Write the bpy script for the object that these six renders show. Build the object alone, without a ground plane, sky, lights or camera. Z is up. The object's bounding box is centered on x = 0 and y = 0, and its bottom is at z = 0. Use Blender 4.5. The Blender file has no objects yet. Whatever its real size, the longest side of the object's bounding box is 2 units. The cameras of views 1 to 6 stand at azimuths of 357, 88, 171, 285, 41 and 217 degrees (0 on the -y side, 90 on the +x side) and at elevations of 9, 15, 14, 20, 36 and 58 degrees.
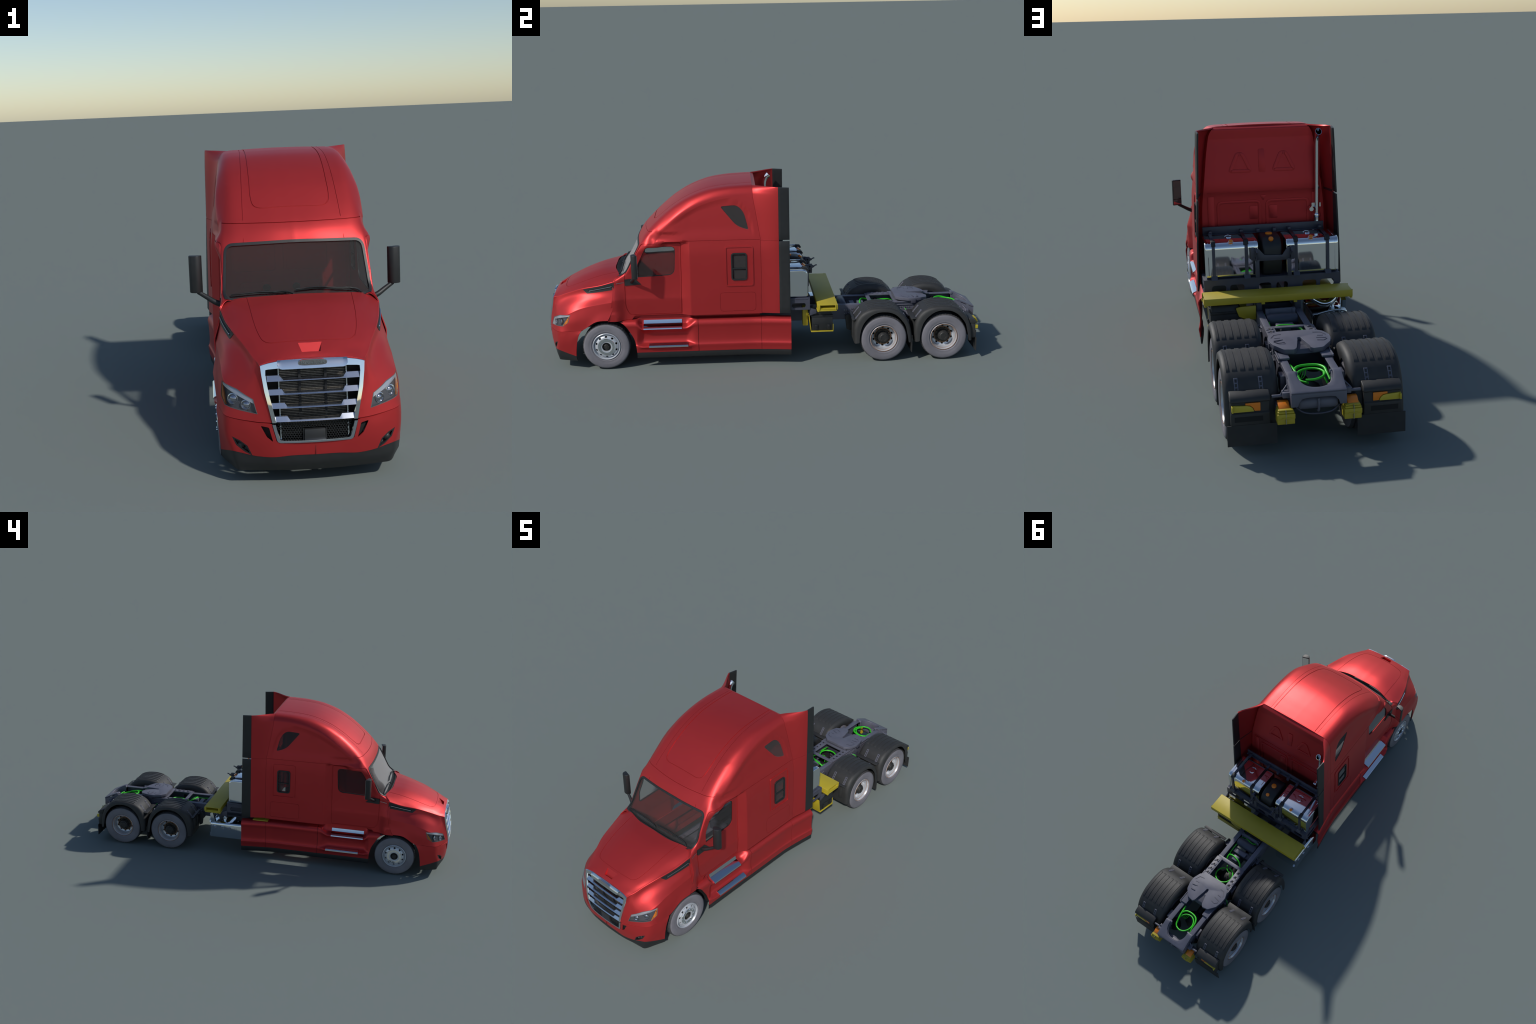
import bpy, bmesh, math, random
import numpy as np
from mathutils import Vector, Matrix
from mathutils.bvhtree import BVHTree
from mathutils.geometry import interpolate_bezier

random.seed(7)
SCN = bpy.context.scene.collection

# ---------------------------------------------------------------- materials
def material(name, color, rough=0.5, metal=0.0, noise=0.0, nscale=40.0, coat=0.0,
             bump=0.0, bscale=200.0, spec=0.5, rough_var=0.0, second=None):
    m = bpy.data.materials.new(name)
    m.use_nodes = True
    nt = m.node_tree
    b = nt.nodes["Principled BSDF"]
    b.inputs["Base Color"].default_value = (*color, 1)
    b.inputs["Roughness"].default_value = rough
    b.inputs["Metallic"].default_value = metal
    b.inputs["Specular IOR Level"].default_value = spec
    b.inputs["Coat Weight"].default_value = coat
    b.inputs["Coat Roughness"].default_value = 0.15
    tc = nt.nodes.new("ShaderNodeTexCoord")
    if noise or second:
        n = nt.nodes.new("ShaderNodeTexNoise")
        n.inputs["Scale"].default_value = nscale
        n.inputs["Detail"].default_value = 6
        nt.links.new(tc.outputs["Object"], n.inputs["Vector"])
        r = nt.nodes.new("ShaderNodeValToRGB")
        r.color_ramp.elements[0].position = 0.3
        r.color_ramp.elements[1].position = 0.7
        c2 = second if second else tuple(c * (1 + noise) for c in color)
        r.color_ramp.elements[0].color = (*(tuple(c * (1 - noise) for c in color)), 1)
        r.color_ramp.elements[1].color = (*c2, 1)
        nt.links.new(n.outputs["Fac"], r.inputs["Fac"])
        nt.links.new(r.outputs["Color"], b.inputs["Base Color"])
    if bump:
        n2 = nt.nodes.new("ShaderNodeTexNoise")
        n2.inputs["Scale"].default_value = bscale
        n2.inputs["Detail"].default_value = 4
        nt.links.new(tc.outputs["Object"], n2.inputs["Vector"])
        bp = nt.nodes.new("ShaderNodeBump")
        bp.inputs["Strength"].default_value = bump
        bp.inputs["Distance"].default_value = 0.001
        nt.links.new(n2.outputs["Fac"], bp.inputs["Height"])
        nt.links.new(bp.outputs["Normal"], b.inputs["Normal"])
    return m

RED = material("red_paint", (0.50, 0.040, 0.042), 0.42, 0.62, noise=0.02, nscale=6, spec=0.2)
RED_SHADED = material("red_paint_shaded", (0.07, 0.006, 0.008), 0.6)  # darkened copy of the red paint; joint shade put into the colour
BLACK = material("black_plastic", (0.014, 0.015, 0.016), 0.5, noise=0.12, nscale=60)
RUBBERFLAP = material("flap_rubber", (0.022, 0.023, 0.024), 0.7, noise=0.15, nscale=30)
NEAR_BLACK = material("near_black", (0.006, 0.006, 0.007), 0.8)  # near-black; also colours plates that stand in for openings
CHROME = material("chrome", (0.80, 0.82, 0.84), 0.06, 1.0)
BRUSHED = material("brushed_aluminium", (0.62, 0.65, 0.72), 0.22, 1.0, noise=0.02, nscale=20)
POLISHED = material("polished_step_metal", (0.66, 0.69, 0.74), 0.10, 1.0, noise=0.02, nscale=20)
FRAME = material("frame_paint", (0.105, 0.107, 0.140), 0.5, noise=0.1, nscale=25)
DARKFRAME = material("dark_frame_paint", (0.055, 0.057, 0.080), 0.45, noise=0.1, nscale=25)
TYRE = material("tyre_rubber", (0.165, 0.158, 0.178), 0.75, noise=0.16, nscale=14, bump=0.3, bscale=260)
TREAD = material("tread_rubber", (0.045, 0.044, 0.048), 0.85, noise=0.2, nscale=60, bump=0.3)
RIM = material("rim_white_paint", (0.55, 0.57, 0.61), 0.3, 0.35, noise=0.06, nscale=40)
RUST = material("rust_edge", (0.30, 0.14, 0.06), 0.7, noise=0.3, nscale=120)
HUBD = material("greasy_hub", (0.025, 0.024, 0.023), 0.55, noise=0.35, nscale=90)
GREASE = material("dirty_drum", (0.11, 0.075, 0.045), 0.7, noise=0.5, nscale=70, second=(0.02, 0.018, 0.016))
YELLOW = material("yellow_paint", (0.42, 0.33, 0.020), 0.5, noise=0.06, nscale=12)
YELLOWLENS = material("yellow_lens", (0.50, 0.40, 0.03), 0.35, noise=0.05, nscale=60)
ORANGE = material("amber_lens", (0.80, 0.22, 0.015), 0.25)
GREEN = material("green_hose", (0.035, 0.52, 0.015), 0.4)
MESHB = material("radiator_core", (0.115, 0.105, 0.09), 0.5, 0.3, noise=0.4, nscale=160)
LENSGREY = material("lamp_housing", (0.095, 0.097, 0.102), 0.3)
BROW = material("lamp_brow", (0.75, 0.77, 0.80), 0.28, 0.6)
RADAR = material("radar_cover_plastic", (0.022, 0.023, 0.025), 0.4)
LENSCLEAR = material("lamp_reflector", (0.62, 0.64, 0.68), 0.12, 1.0)
MIRRORG = material("mirror_glass", (0.85, 0.86, 0.88), 0.02, 1.0)
STEELB = material("bolt_steel", (0.32, 0.33, 0.38), 0.35, 0.8)
FENDER = material("fender_plastic", (0.027, 0.027, 0.027), 0.6, noise=0.12, nscale=50)


def glass_material(name, tint, haze):
    m = bpy.data.materials.new(name)
    m.use_nodes = True
    nt = m.node_tree
    out = nt.nodes["Material Output"]
    b = nt.nodes["Principled BSDF"]
    b.inputs["Base Color"].default_value = (0.30, 0.30, 0.30, 1)
    b.inputs["Roughness"].default_value = 0.16
    b.inputs["Specular IOR Level"].default_value = 0.0
    t = nt.nodes.new("ShaderNodeBsdfTransparent")
    t.inputs["Color"].default_value = (*tint, 1)
    lw = nt.nodes.new("ShaderNodeLayerWeight")
    lw.inputs["Blend"].default_value = 0.06
    mth = nt.nodes.new("ShaderNodeMath")
    mth.operation = "ADD"
    mth.use_clamp = True
    mth.inputs[1].default_value = haze
    nt.links.new(lw.outputs["Fresnel"], mth.inputs[0])
    mx = nt.nodes.new("ShaderNodeMixShader")
    nt.links.new(mth.outputs[0], mx.inputs["Fac"])
    nt.links.new(t.outputs[0], mx.inputs[1])
    nt.links.new(b.outputs[0], mx.inputs[2])
    nt.links.new(mx.outputs[0], out.inputs["Surface"])
    return m

GLASS = glass_material("tinted_glass", (0.90, 0.90, 0.90), 0.055)
DARKGLASS = glass_material("dark_glass", (0.72, 0.72, 0.72), 0.10)
CLEAR = glass_material("clear_lens", (0.88, 0.88, 0.9), 0.03)

# ---------------------------------------------------------------- maths
def pchip(xs, ys, x):
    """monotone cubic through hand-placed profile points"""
    xs = np.asarray(xs, float); ys = np.asarray(ys, float); x = np.asarray(x, float)
    if xs[0] > xs[-1]:
        xs, ys = xs[::-1], ys[::-1]
    h = np.diff(xs); d = np.diff(ys) / h
    m = np.zeros(len(xs))
    if len(xs) == 2:
        m[:] = d[0]
    else:
        for i in range(1, len(xs) - 1):
            if d[i - 1] * d[i] > 0:
                w1, w2 = 2 * h[i] + h[i - 1], h[i] + 2 * h[i - 1]
                m[i] = (w1 + w2) / (w1 / d[i - 1] + w2 / d[i])
        m[0], m[-1] = d[0], d[-1]
    k = np.clip(np.searchsorted(xs, x) - 1, 0, len(h) - 1)
    t = np.clip((x - xs[k]) / h[k], 0, 1)
    return ((1 + 2 * t) * (1 - t) ** 2 * ys[k] + t * (1 - t) ** 2 * h[k] * m[k]
            + t * t * (3 - 2 * t) * ys[k + 1] + t * t * (t - 1) * h[k] * m[k + 1])


def smooth(a, b, x):
    t = min(1.0, max(0.0, (x - a) / (b - a)))
    return t * t * (3 - 2 * t)


def catmull(P, n):
    """centripetal Catmull-Rom through rows of P (k, ...) -> n samples per span"""
    P = np.asarray(P, float)
    k = len(P)
    ext = np.concatenate([[2 * P[0] - P[1]], P, [2 * P[-1] - P[-2]]])
    out = []
    ns = n if hasattr(n, "__len__") else [n] * (k - 1)
    for i in range(k - 1):
        p0, p1, p2, p3 = ext[i:i + 4]
        d = lambda a, b: np.maximum(np.sqrt(np.sqrt(((b - a) ** 2).sum(-1, keepdims=True))), 1e-4)
        t1 = d(p0, p1); t2 = t1 + d(p1, p2); t3 = t2 + d(p2, p3)
        last = i == k - 2
        for s in range(ns[i] + (1 if last else 0)):
            t = t1 + (t2 - t1) * (s / ns[i])
            A1 = (t1 - t) / t1 * p0 + t / t1 * p1
            A2 = (t2 - t) / (t2 - t1) * p1 + (t - t1) / (t2 - t1) * p2
            A3 = (t3 - t) / (t3 - t2) * p2 + (t - t2) / (t3 - t2) * p3
            B1 = (t2 - t) / t2 * A1 + t / t2 * A2
            B2 = (t3 - t) / (t3 - t1) * A2 + (t - t1) / (t3 - t1) * A3
            out.append((t2 - t) / (t2 - t1) * B1 + (t - t1) / (t2 - t1) * B2)
    return np.array(out)


def patch_grid(ctrl, nu, nv):
    """bicubic surface through a net of control points ctrl[line][column]"""
    g = catmull(np.asarray(ctrl, float), nu)              # along lines
    return catmull(np.swapaxes(g, 0, 1), nv)              # -> [column][line]


def round_poly(pts, r, n=5):
    """round the corners of a 2D polygon; r a number or one per corner"""
    out = []
    k = len(pts)
    rs = r if hasattr(r, "__len__") else [r] * k
    for i in range(k):
        p = Vector(pts[i]).to_2d(); a = Vector(pts[i - 1]).to_2d(); b = Vector(pts[(i + 1) % k]).to_2d()
        va, vb = a - p, b - p
        rr = min(rs[i], va.length * 0.49, vb.length * 0.49)
        if rr < 1e-5:
            out.append((p.x, p.y)); continue
        s, e = p + va.normalized() * rr, p + vb.normalized() * rr
        for j in range(n + 1):
            t = j / n
            q = s * (1 - t) ** 2 + p * 2 * t * (1 - t) + e * t * t
            out.append((q.x, q.y))
    return out


def offset_poly(pts, d):
    """grow (d>0) a 2D polygon"""
    k = len(pts)
    area = sum(pts[i - 1][0] * pts[i][1] - pts[i][0] * pts[i - 1][1] for i in range(k))
    s = 1 if area > 0 else -1
    out = []
    for i in range(k):
        p = Vector(pts[i]); a = Vector(pts[i - 1]); b = Vector(pts[(i + 1) % k])
        e1 = (p - a); e2 = (b - p)
        if e1.length < 1e-7: e1 = e2
        if e2.length < 1e-7: e2 = e1
        n1 = Vector((e1.y, -e1.x)).normalized() * s
        n2 = Vector((e2.y, -e2.x)).normalized() * s
        m = n1 + n2
        m = m.normalized() if m.length > 1e-6 else n1
        c = max(0.35, m.dot(n1))
        q = p + m * (d / c)
        out.append((q.x, q.y))
    return out


# ---------------------------------------------------------------- scene helpers
ROOT = bpy.data.objects.new("semi_truck", None)
SCN.objects.link(ROOT)
ROOT["label"] = "red sleeper cab semi truck tractor with bare rear chassis"
ROOT["category"] = "semi truck"


def link(o, parent=None):
    SCN.objects.link(o)
    o.parent = parent if parent is not None else ROOT
    return o


def empty(name, parent=None, loc=(0, 0, 0), rot=(0, 0, 0)):
    e = bpy.data.objects.new(name, None)
    e.empty_display_size = 0.02
    e.location = loc
    e.rotation_euler = rot
    return link(e, parent)


def shade(me, angle):
    if angle is None:
        return
    me.polygons.foreach_set("use_smooth", [True] * len(me.polygons))
    me.set_sharp_from_angle(angle=math.radians(angle))


def tidy(bm):
    bmesh.ops.remove_doubles(bm, verts=bm.verts, dist=1e-6)
    bmesh.ops.recalc_face_normals(bm, faces=bm.faces)


class Part:
    """collects solid primitives and turns them into one mesh object"""
    def __init__(self):
        self.v, self.f, self.mi = [], [], []
        self.mats, self.cur = [], 0

    def use(self, mat):
        if mat not in self.mats:
            self.mats.append(mat)
        self.cur = self.mats.index(mat)
        return self

    def add(self, verts, faces):
        o = len(self.v)
        self.v += [tuple(p) for p in verts]
        self.f += [tuple(i + o for i in f) for f in faces]
        self.mi += [self.cur] * len(faces)
        return self

    def box(self, c, s, rot=None, taper=None):
        hx, hy, hz = s[0] / 2, s[1] / 2, s[2] / 2
        tx, ty = taper if taper else (1, 1)
        vs = []
        for z, kx, ky in ((-hz, 1, 1), (hz, tx, ty)):
            vs += [Vector((-hx * kx, -hy * ky, z)), Vector((hx * kx, -hy * ky, z)), Vector((hx * kx, hy * ky, z)), Vector((-hx * kx, hy * ky, z))]
        M = Matrix.Identity(3)
        if rot:
            from mathutils import Euler
            M = Euler([math.radians(a) for a in rot]).to_matrix()
        vs = [M @ v + Vector(c) for v in vs]
        return self.add(vs, [(3, 2, 1, 0), (4, 5, 6, 7), (0, 1, 5, 4), (1, 2, 6, 5), (2, 3, 7, 6), (3, 0, 4, 7)])

    def span(self, a, b):
        return self.box([(a[i] + b[i]) / 2 for i in range(3)], [abs(b[i] - a[i]) for i in range(3)])

    def prism(self, poly, axis, a, b):
        """extrude 2D polygon along an axis; poly is (y,z) for x, (x,z) for y, (x,y) for z"""
        P = {"x": lambda p, t: (t, p[0], p[1]), "y": lambda p, t: (p[0], t, p[1]), "z": lambda p, t: (p[0], p[1], t)}[axis]
        k = len(poly)
        vs = [P(p, a) for p in poly] + [P(p, b) for p in poly]
        fs = [tuple(range(k)), tuple(range(2 * k - 1, k - 1, -1))] + [(i, i + k, (i + 1) % k + k, (i + 1) % k) for i in range(k)]
        return self.add(vs, fs)

    def ring(self, outer, inner, axis, a, b):
        """extruded frame between two polygons with equal point counts"""
        P = {"x": lambda p, t: (t, p[0], p[1]), "y": lambda p, t: (p[0], t, p[1]), "z": lambda p, t: (p[0], p[1], t)}[axis]
        k = len(outer)
        vs = [P(p, a) for p in outer] + [P(p, a) for p in inner] + [P(p, b) for p in outer] + [P(p, b) for p in inner]
        fs = []
        for i in range(k):
            j = (i + 1) % k
            fs += [(i, j, j + k, i + k), (i + 2 * k, i + 3 * k, j + 3 * k, j + 2 * k),
                   (i, i + 2 * k, j + 2 * k, j), (i + k, j + k, j + 3 * k, i + 3 * k)]
        return self.add(vs, fs)

    def cyl(self, p0, p1, r, seg=20, r1=None):
        p0, p1 = Vector(p0), Vector(p1)
        d = (p1 - p0).normalized()
        u = d.orthogonal().normalized(); w = d.cross(u)
        r1 = r if r1 is None else r1
        vs = []
        for p, rr in ((p0, r), (p1, r1)):
            vs += [p + u * (rr * math.cos(2 * math.pi * i / seg)) + w * (rr * math.sin(2 * math.pi * i / seg)) for i in range(seg)]
        fs = [tuple(range(seg - 1, -1, -1)), tuple(range(seg, 2 * seg))]
        fs += [(i, (i + 1) % seg, (i + 1) % seg + seg, i + seg) for i in range(seg)]
        return self.add(vs, fs)

    def lathe(self, prof, origin=(0, 0, 0), axis="x", seg=48, closed=False):
        """prof: (offset along axis, radius)"""
        o = Vector(origin)
        ring = []
        for a, r in prof:
            for i in range(seg):
                t = 2 * math.pi * i / seg
                c, s = r * math.cos(t), r * math.sin(t)
                ring.append(o + Vector({"x": (a, c, s), "y": (s, a, c), "z": (c, s, a)}[axis]))
        fs = []
        n = len(prof)
        for k in range(n if closed else n - 1):
            for i in range(seg):
                j = (i + 1) % seg
                q = (k + 1) % n
                fs.append((k * seg + i, k * seg + j, q * seg + j, q * seg + i))
        if not closed:
            fs += [tuple(range(seg - 1, -1, -1)), tuple(range((n - 1) * seg, n * seg))]
        return self.add(ring, fs)

    def tube(self, pts, r, seg=8, n=6, closed=False):
        P = catmull(pts, n) if len(pts) > 2 else np.array(pts, float)
        P = [Vector(p) for p in P]
        vs, fs = [], []
        up = None
        for i, p in enumerate(P):
            d = (P[min(i + 1, len(P) - 1)] - P[max(i - 1, 0)]).normalized()
            if up is None:
                up = d.orthogonal().normalized()
            up = (up - d * up.dot(d))
            up = up.normalized() if up.length > 1e-6 else d.orthogonal().normalized()
            w = d.cross(up)
            rr = r(i / (len(P) - 1)) if callable(r) else r
            vs += [p + up * (rr * math.cos(2 * math.pi * k / seg)) + w * (rr * math.sin(2 * math.pi * k / seg)) for k in range(seg)]
        for i in range(len(P) - 1):
            for k in range(seg):
                j = (k + 1) % seg
                fs.append((i * seg + k, i * seg + j, (i + 1) * seg + j, (i + 1) * seg + k))
        fs += [tuple(range(seg - 1, -1, -1)), tuple(range((len(P) - 1) * seg, len(P) * seg))]
        return self.add(vs, fs)

    def strap(self, pts, w, t, axis="x"):
        """flat band of width w (along axis) and thickness t following a 2D path"""
        inner = []
        k = len(pts)
        out = [Vector(p) for p in pts]
        nrm = []
        for i in range(k):
            d = (out[min(i + 1, k - 1)] - out[max(i - 1, 0)]).normalized()
            nrm.append(Vector((-d.y, d.x)))
        poly = [tuple(p + n * t / 2) for p, n in zip(out, nrm)] + [tuple(p - n * t / 2) for p, n in zip(reversed(out), reversed(nrm))]
        # built as quads to stay clean on concave paths
        for i in range(k - 1):
            a, b = out[i], out[i + 1]
            q = [a + nrm[i] * t / 2, b + nrm[i + 1] * t / 2, b - nrm[i + 1] * t / 2, a - nrm[i] * t / 2]
            self.prism([tuple(x) for x in q], axis, w[0], w[1])
        return self

    def sheet(self, G, t, flip=False):
        """thick sheet from a grid of points"""
        v, f = shell(G, 0.0, -t if not flip else t)
        return self.add(v, f)

    def mirror(self):
        n = len(self.v)
        self.v += [(-x, y, z) for x, y, z in self.v]
        self.f += [tuple(i + n for i in reversed(f)) for f in self.f]
        self.mi += list(self.mi)
        return self

    def make(self, name, mat=None, parent=None, angle=35, bevel=0.0, seg=2, mesh_only=False, doubles=True):
        me = bpy.data.meshes.new(name)
        me.from_pydata(self.v, [], self.f)
        if self.mats:
            for m in self.mats:
                me.materials.append(m)
            me.polygons.foreach_set("material_index", self.mi)
        else:
            me.materials.append(mat)
        bm = bmesh.new(); bm.from_mesh(me)
        if doubles:
            bmesh.ops.remove_doubles(bm, verts=bm.verts, dist=1e-6)
        bmesh.ops.recalc_face_normals(bm, faces=bm.faces)
        if bevel:
            es = [e for e in bm.edges if len(e.link_faces) == 2 and e.calc_face_angle(0) > math.radians(38)]
            bmesh.ops.bevel(bm, geom=es, offset=bevel, segments=seg, affect="EDGES", clamp_overlap=True, profile=0.5)
        bm.to_mesh(me); bm.free()
        shade(me, angle)
        if mesh_only:
            return me
        return link(bpy.data.objects.new(name, me), parent)


def grid_normals(G):
    du = np.gradient(G, axis=0); dv = np.gradient(G, axis=1)
    n = np.cross(du, dv)
    l = np.linalg.norm(n, axis=-1, keepdims=True)
    return n / np.maximum(l, 1e-12)


def shell(G, a, b, N=None):
    """closed shell between offsets a and b of a grid surface G[u][v]"""
    G = np.asarray(G, float)
    nu, nv = G.shape[:2]
    if N is None:
        N = grid_normals(G)
    top = (G + N * a).reshape(-1, 3); bot = (G + N * b).reshape(-1, 3)
    if a < b:
        top, bot = bot, top
    v = np.concatenate([top, bot])
    M = nu * nv
    f = []
    for i in range(nu - 1):
        for j in range(nv - 1):
            q = (i * nv + j, (i + 1) * nv + j, (i + 1) * nv + j + 1, i * nv + j + 1)
            f.append(q)
            f.append(tuple(k + M for k in reversed(q)))
    rim = [i * nv for i in range(nu)] + [(nu - 1) * nv + j for j in range(1, nv)] + [i * nv + nv - 1 for i in range(nu - 2, -1, -1)] + [j for j in range(nv - 2, 0, -1)]
    for k in range(len(rim)):
        p, q = rim[k], rim[(k + 1) % len(rim)]
        f.append((q, p, p + M, q + M))
    return v.tolist(), f


def raw(verts, faces):
    me = bpy.data.meshes.new("tmp")
    me.from_pydata([tuple(v) for v in verts], [], faces)
    bm = bmesh.new(); bm.from_mesh(me)
    bmesh.ops.recalc_face_normals(bm, faces=bm.faces)
    bm.to_mesh(me); bm.free()
    return me


def boolean(me, cutters, op):
    """exact boolean of two meshes; when the solver gives up, retry with other settings and a nudged cutter"""
    best = None
    for attempt, (use_self, tolerant, nudge) in enumerate(((False, False, 0), (True, False, 0), (False, False, 2.3e-4), (True, True, 1.1e-4), (False, False, -3.7e-4), (True, False, 5.1e-4))):
        o = bpy.data.objects.new("tmp_a", me)
        c = bpy.data.objects.new("tmp_b", cutters)
        c.location = (nudge * .3, nudge, nudge * .7)
        SCN.objects.link(o); SCN.objects.link(c)
        md = o.modifiers.new("b", "BOOLEAN")
        md.object = c
        md.operation = op
        md.solver = "EXACT"
        md.use_self = use_self
        md.use_hole_tolerant = tolerant
        dg = bpy.context.evaluated_depsgraph_get()
        dg.update()
        res = bpy.data.meshes.new_from_object(o.evaluated_get(dg))
        bpy.data.objects.remove(o); bpy.data.objects.remove(c)
        n = len(res.polygons)
        if best is None or n > len(best.polygons):
            best = res
        good = n > .55 * len(me.polygons) if op == "DIFFERENCE" else n > 4
        if good:
            return res
        print("boolean retry", attempt, op, len(me.polygons), len(cutters.polygons), n)
    return best


class Surface:
    """a smooth grid surface from which conforming panels are cut"""
    def __init__(self, G, blur=8):
        self.G = np.asarray(G, float)
        self.N = grid_normals(self.G)
        # offset directions are averaged so that thick shells do not fold over tight creases
        B = self.N.copy()
        for it in range(60):
            if it == blur:
                self.B = B.copy()
            P = np.pad(B, ((1, 1), (1, 1), (0, 0)), mode="edge")
            B = P[1:-1, 1:-1] + .5 * (P[2:, 1:-1] + P[:-2, 1:-1] + P[1:-1, 2:] + P[1:-1, :-2])
            B /= np.linalg.norm(B, axis=-1, keepdims=True)
        self.B2 = B
        nu, nv = self.G.shape[:2]
        self.nv = nv
        V = [Vector(p) for p in self.G.reshape(-1, 3)]
        F = [(i * nv + j, (i + 1) * nv + j, (i + 1) * nv + j + 1, i * nv + j + 1) for i in range(nu - 1) for j in range(nv - 1)]
        self.F = F
        self.bvh = BVHTree.FromPolygons(V, F)
        self.flat = self.G.reshape(-1, 3); self.nflat = self.N.reshape(-1, 3)

    def shell(self, a, b):
        v, f = shell(self.G, a, b, self.B)
        return raw(v, f)

    def local_shell(self, a, b, lo, hi, pad=0.03):
        """shell of only the part of the grid inside a bounding box"""
        inside = np.all((self.G > np.array(lo) - pad) & (self.G < np.array(hi) + pad), axis=-1)
        iu = np.where(inside.any(1))[0]; iv = np.where(inside.any(0))[0]
        su = slice(max(iu[0] - 1, 0), iu[-1] + 2); sv = slice(max(iv[0] - 1, 0), iv[-1] + 2)
        v, f = shell(self.G[su, sv], a, b, (self.B2 if b < -.0045 else self.B)[su, sv])
        return raw(v, f)

    def normal_at(self, p):
        co, n, idx, d = self.bvh.find_nearest(p)
        if idx is None:
            return None
        w, tot = Vector((0, 0, 0)), 0
        for k in self.F[idx]:
            dd = 1 / ((Vector(self.flat[k]) - p).length_squared + 1e-9)
            w += Vector(self.nflat[k]) * dd
        return w.normalized()

    def adopt(self, me):
        """give the cut mesh the smooth normals of the uncut surface"""
        me.polygons.foreach_set("use_smooth", [True] * len(me.polygons))
        cache = {}
        nor = [None] * len(me.loops)
        vs = me.vertices
        for p in me.polygons:
            pn = p.normal.copy()
            for li in p.loop_indices:
                vi = me.loops[li].vertex_index
                n = cache.get(vi)
                if n is None:
                    n = cache[vi] = self.normal_at(vs[vi].co) or pn
                d = n.dot(pn)
                nor[li] = n if d > 0.8 else (-n if d < -0.8 else pn)
        me.normals_split_custom_set([tuple(n) for n in nor])

    def panel(self, name, cutter, mat, a, b, parent=None, lo=None, hi=None):
        """piece of the surface inside the cutter, between offsets a and b"""
        c = cutter.make("tmp_c", mat, mesh_only=True, angle=None)
        co = np.array([v.co for v in c.vertices])
        lo = co.min(0) if lo is None else lo
        hi = co.max(0) if hi is None else hi
        me = boolean(self.local_shell(a, b, lo, hi), c, "INTERSECT")
        me.materials.clear(); me.materials.append(mat)
        me.name = name
        self.adopt(me)
        return link(bpy.data.objects.new(name, me), parent)


def band(path, w):
    """closed/open ribbon polygon pairs along a 2D path: list of quads"""
    k = len(path)
    P = [Vector(p) for p in path]
    L, R = [], []
    for i in range(k):
        d = (P[min(i + 1, k - 1)] - P[max(i - 1, 0)]).normalized()
        n = Vector((-d.y, d.x)) * w / 2
        L.append(tuple(P[i] + n)); R.append(tuple(P[i] - n))
    return L + R[::-1]


def mirrored(o, name=None, parent=None):
    """x-mirrored copy of a mesh object (own mesh data, flipped normals kept right)"""
    me = o.data.copy()
    bm = bmesh.new(); bm.from_mesh(me)
    for v in bm.verts:
        v.co.x = -v.co.x
    bmesh.ops.reverse_faces(bm, faces=bm.faces)
    bm.to_mesh(me); bm.free()
    c = bpy.data.objects.new(name or o.name.split(".")[0], me)
    return link(c, parent if parent is not None else o.parent)

# ================================================================ CAB
W_Z = [.20, .25, .40, .52, .586, .63, .68, .73, .76, .785, .80, .83]
W_X = [.2455, .245, .2435, .2405, .2335, .2275, .221, .214, .2085, .203, .1985, .19]
D_Z = [.20, .25, .28, .32, .34, .42, .50, .56, .60]
D_X = [.221, .2215, .223, .2245, .2225, .218, .2155, .2135, .2125]
ARC_Y = [-.46, -.43, -.342, -.253, -.165, -.107, -.072, -.055, -.02]
ARC_Z = [.615, .645, .707, .747, .758, .743, .70, .626, .50]


def side_x(y, z):
    """half width of the cab side at station y, height z"""
    w = float(pchip(W_Z, W_X, z))
    w -= .022 * smooth(-.345, -.56, y) * smooth(.56, .60, z)
    w += .0035 * smooth(.617, .625, z) * smooth(-.33, -.42, y)
    za = float(pchip(ARC_Y, ARC_Z, y))
    w -= .0028 * smooth(0, .007, za - z) * smooth(-.44, -.36, y) * smooth(.592, .64, z)
    my = min(1, max(0, (-.339 - y) / .041))
    wd = .008 + .05 * smooth(-.43, -.50, y)
    mz = 1 - min(1, max(0, (z - .584 + wd) / wd))
    xd = float(pchip(D_Z, D_X, z)) + .0195 * smooth(-.625, -.68, y) * smooth(.40, .32, z)
    xd += .010 * smooth(.275, .235, z) * smooth(-.64, -.69, y)
    xd += .006 * smooth(-.640, -.676, y) * smooth(.33, .41, z)
    return w + (min(xd, w) - w) * my * mz


CAB_B = [(.205, -.655, .4265), (.2155, -.622, .446), (.214, -.592, .50), (.210, -.552, .570), (.206, -.515, .610),
         (.201, -.464, .660), (.198, -.402, .712), (.1965, -.372, .733), (.194, -.312, .766), (.191, -.235, .792),
         (.189, -.163, .805), (.188, -.104, .809), (.188, -.053, .810)]
CAB_C = [(-.660, .420), (-.642, .450), (-.615, .495), (-.579, .565), (-.5545, .607), (-.502, .659), (-.440, .711),
         (-.409, .733), (-.347, .770), (-.26, .803), (-.175, .816), (-.108, .820), (-.053, .822)]
CAB_A = [(.190, .55), (.199, .74), (.198, .74), (.192, .70), (.184, .58), (.178, .48), (.175, .44), (.174, .42), (.172, .42),
         (.171, .42), (.171, .42), (.171, .42), (.171, .42)]
CAB_YB = [-.676, -.632, -.60, -.56, -.515, -.46, -.38, -.339, -.28, -.21, -.14, -.075, -.022]


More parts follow.
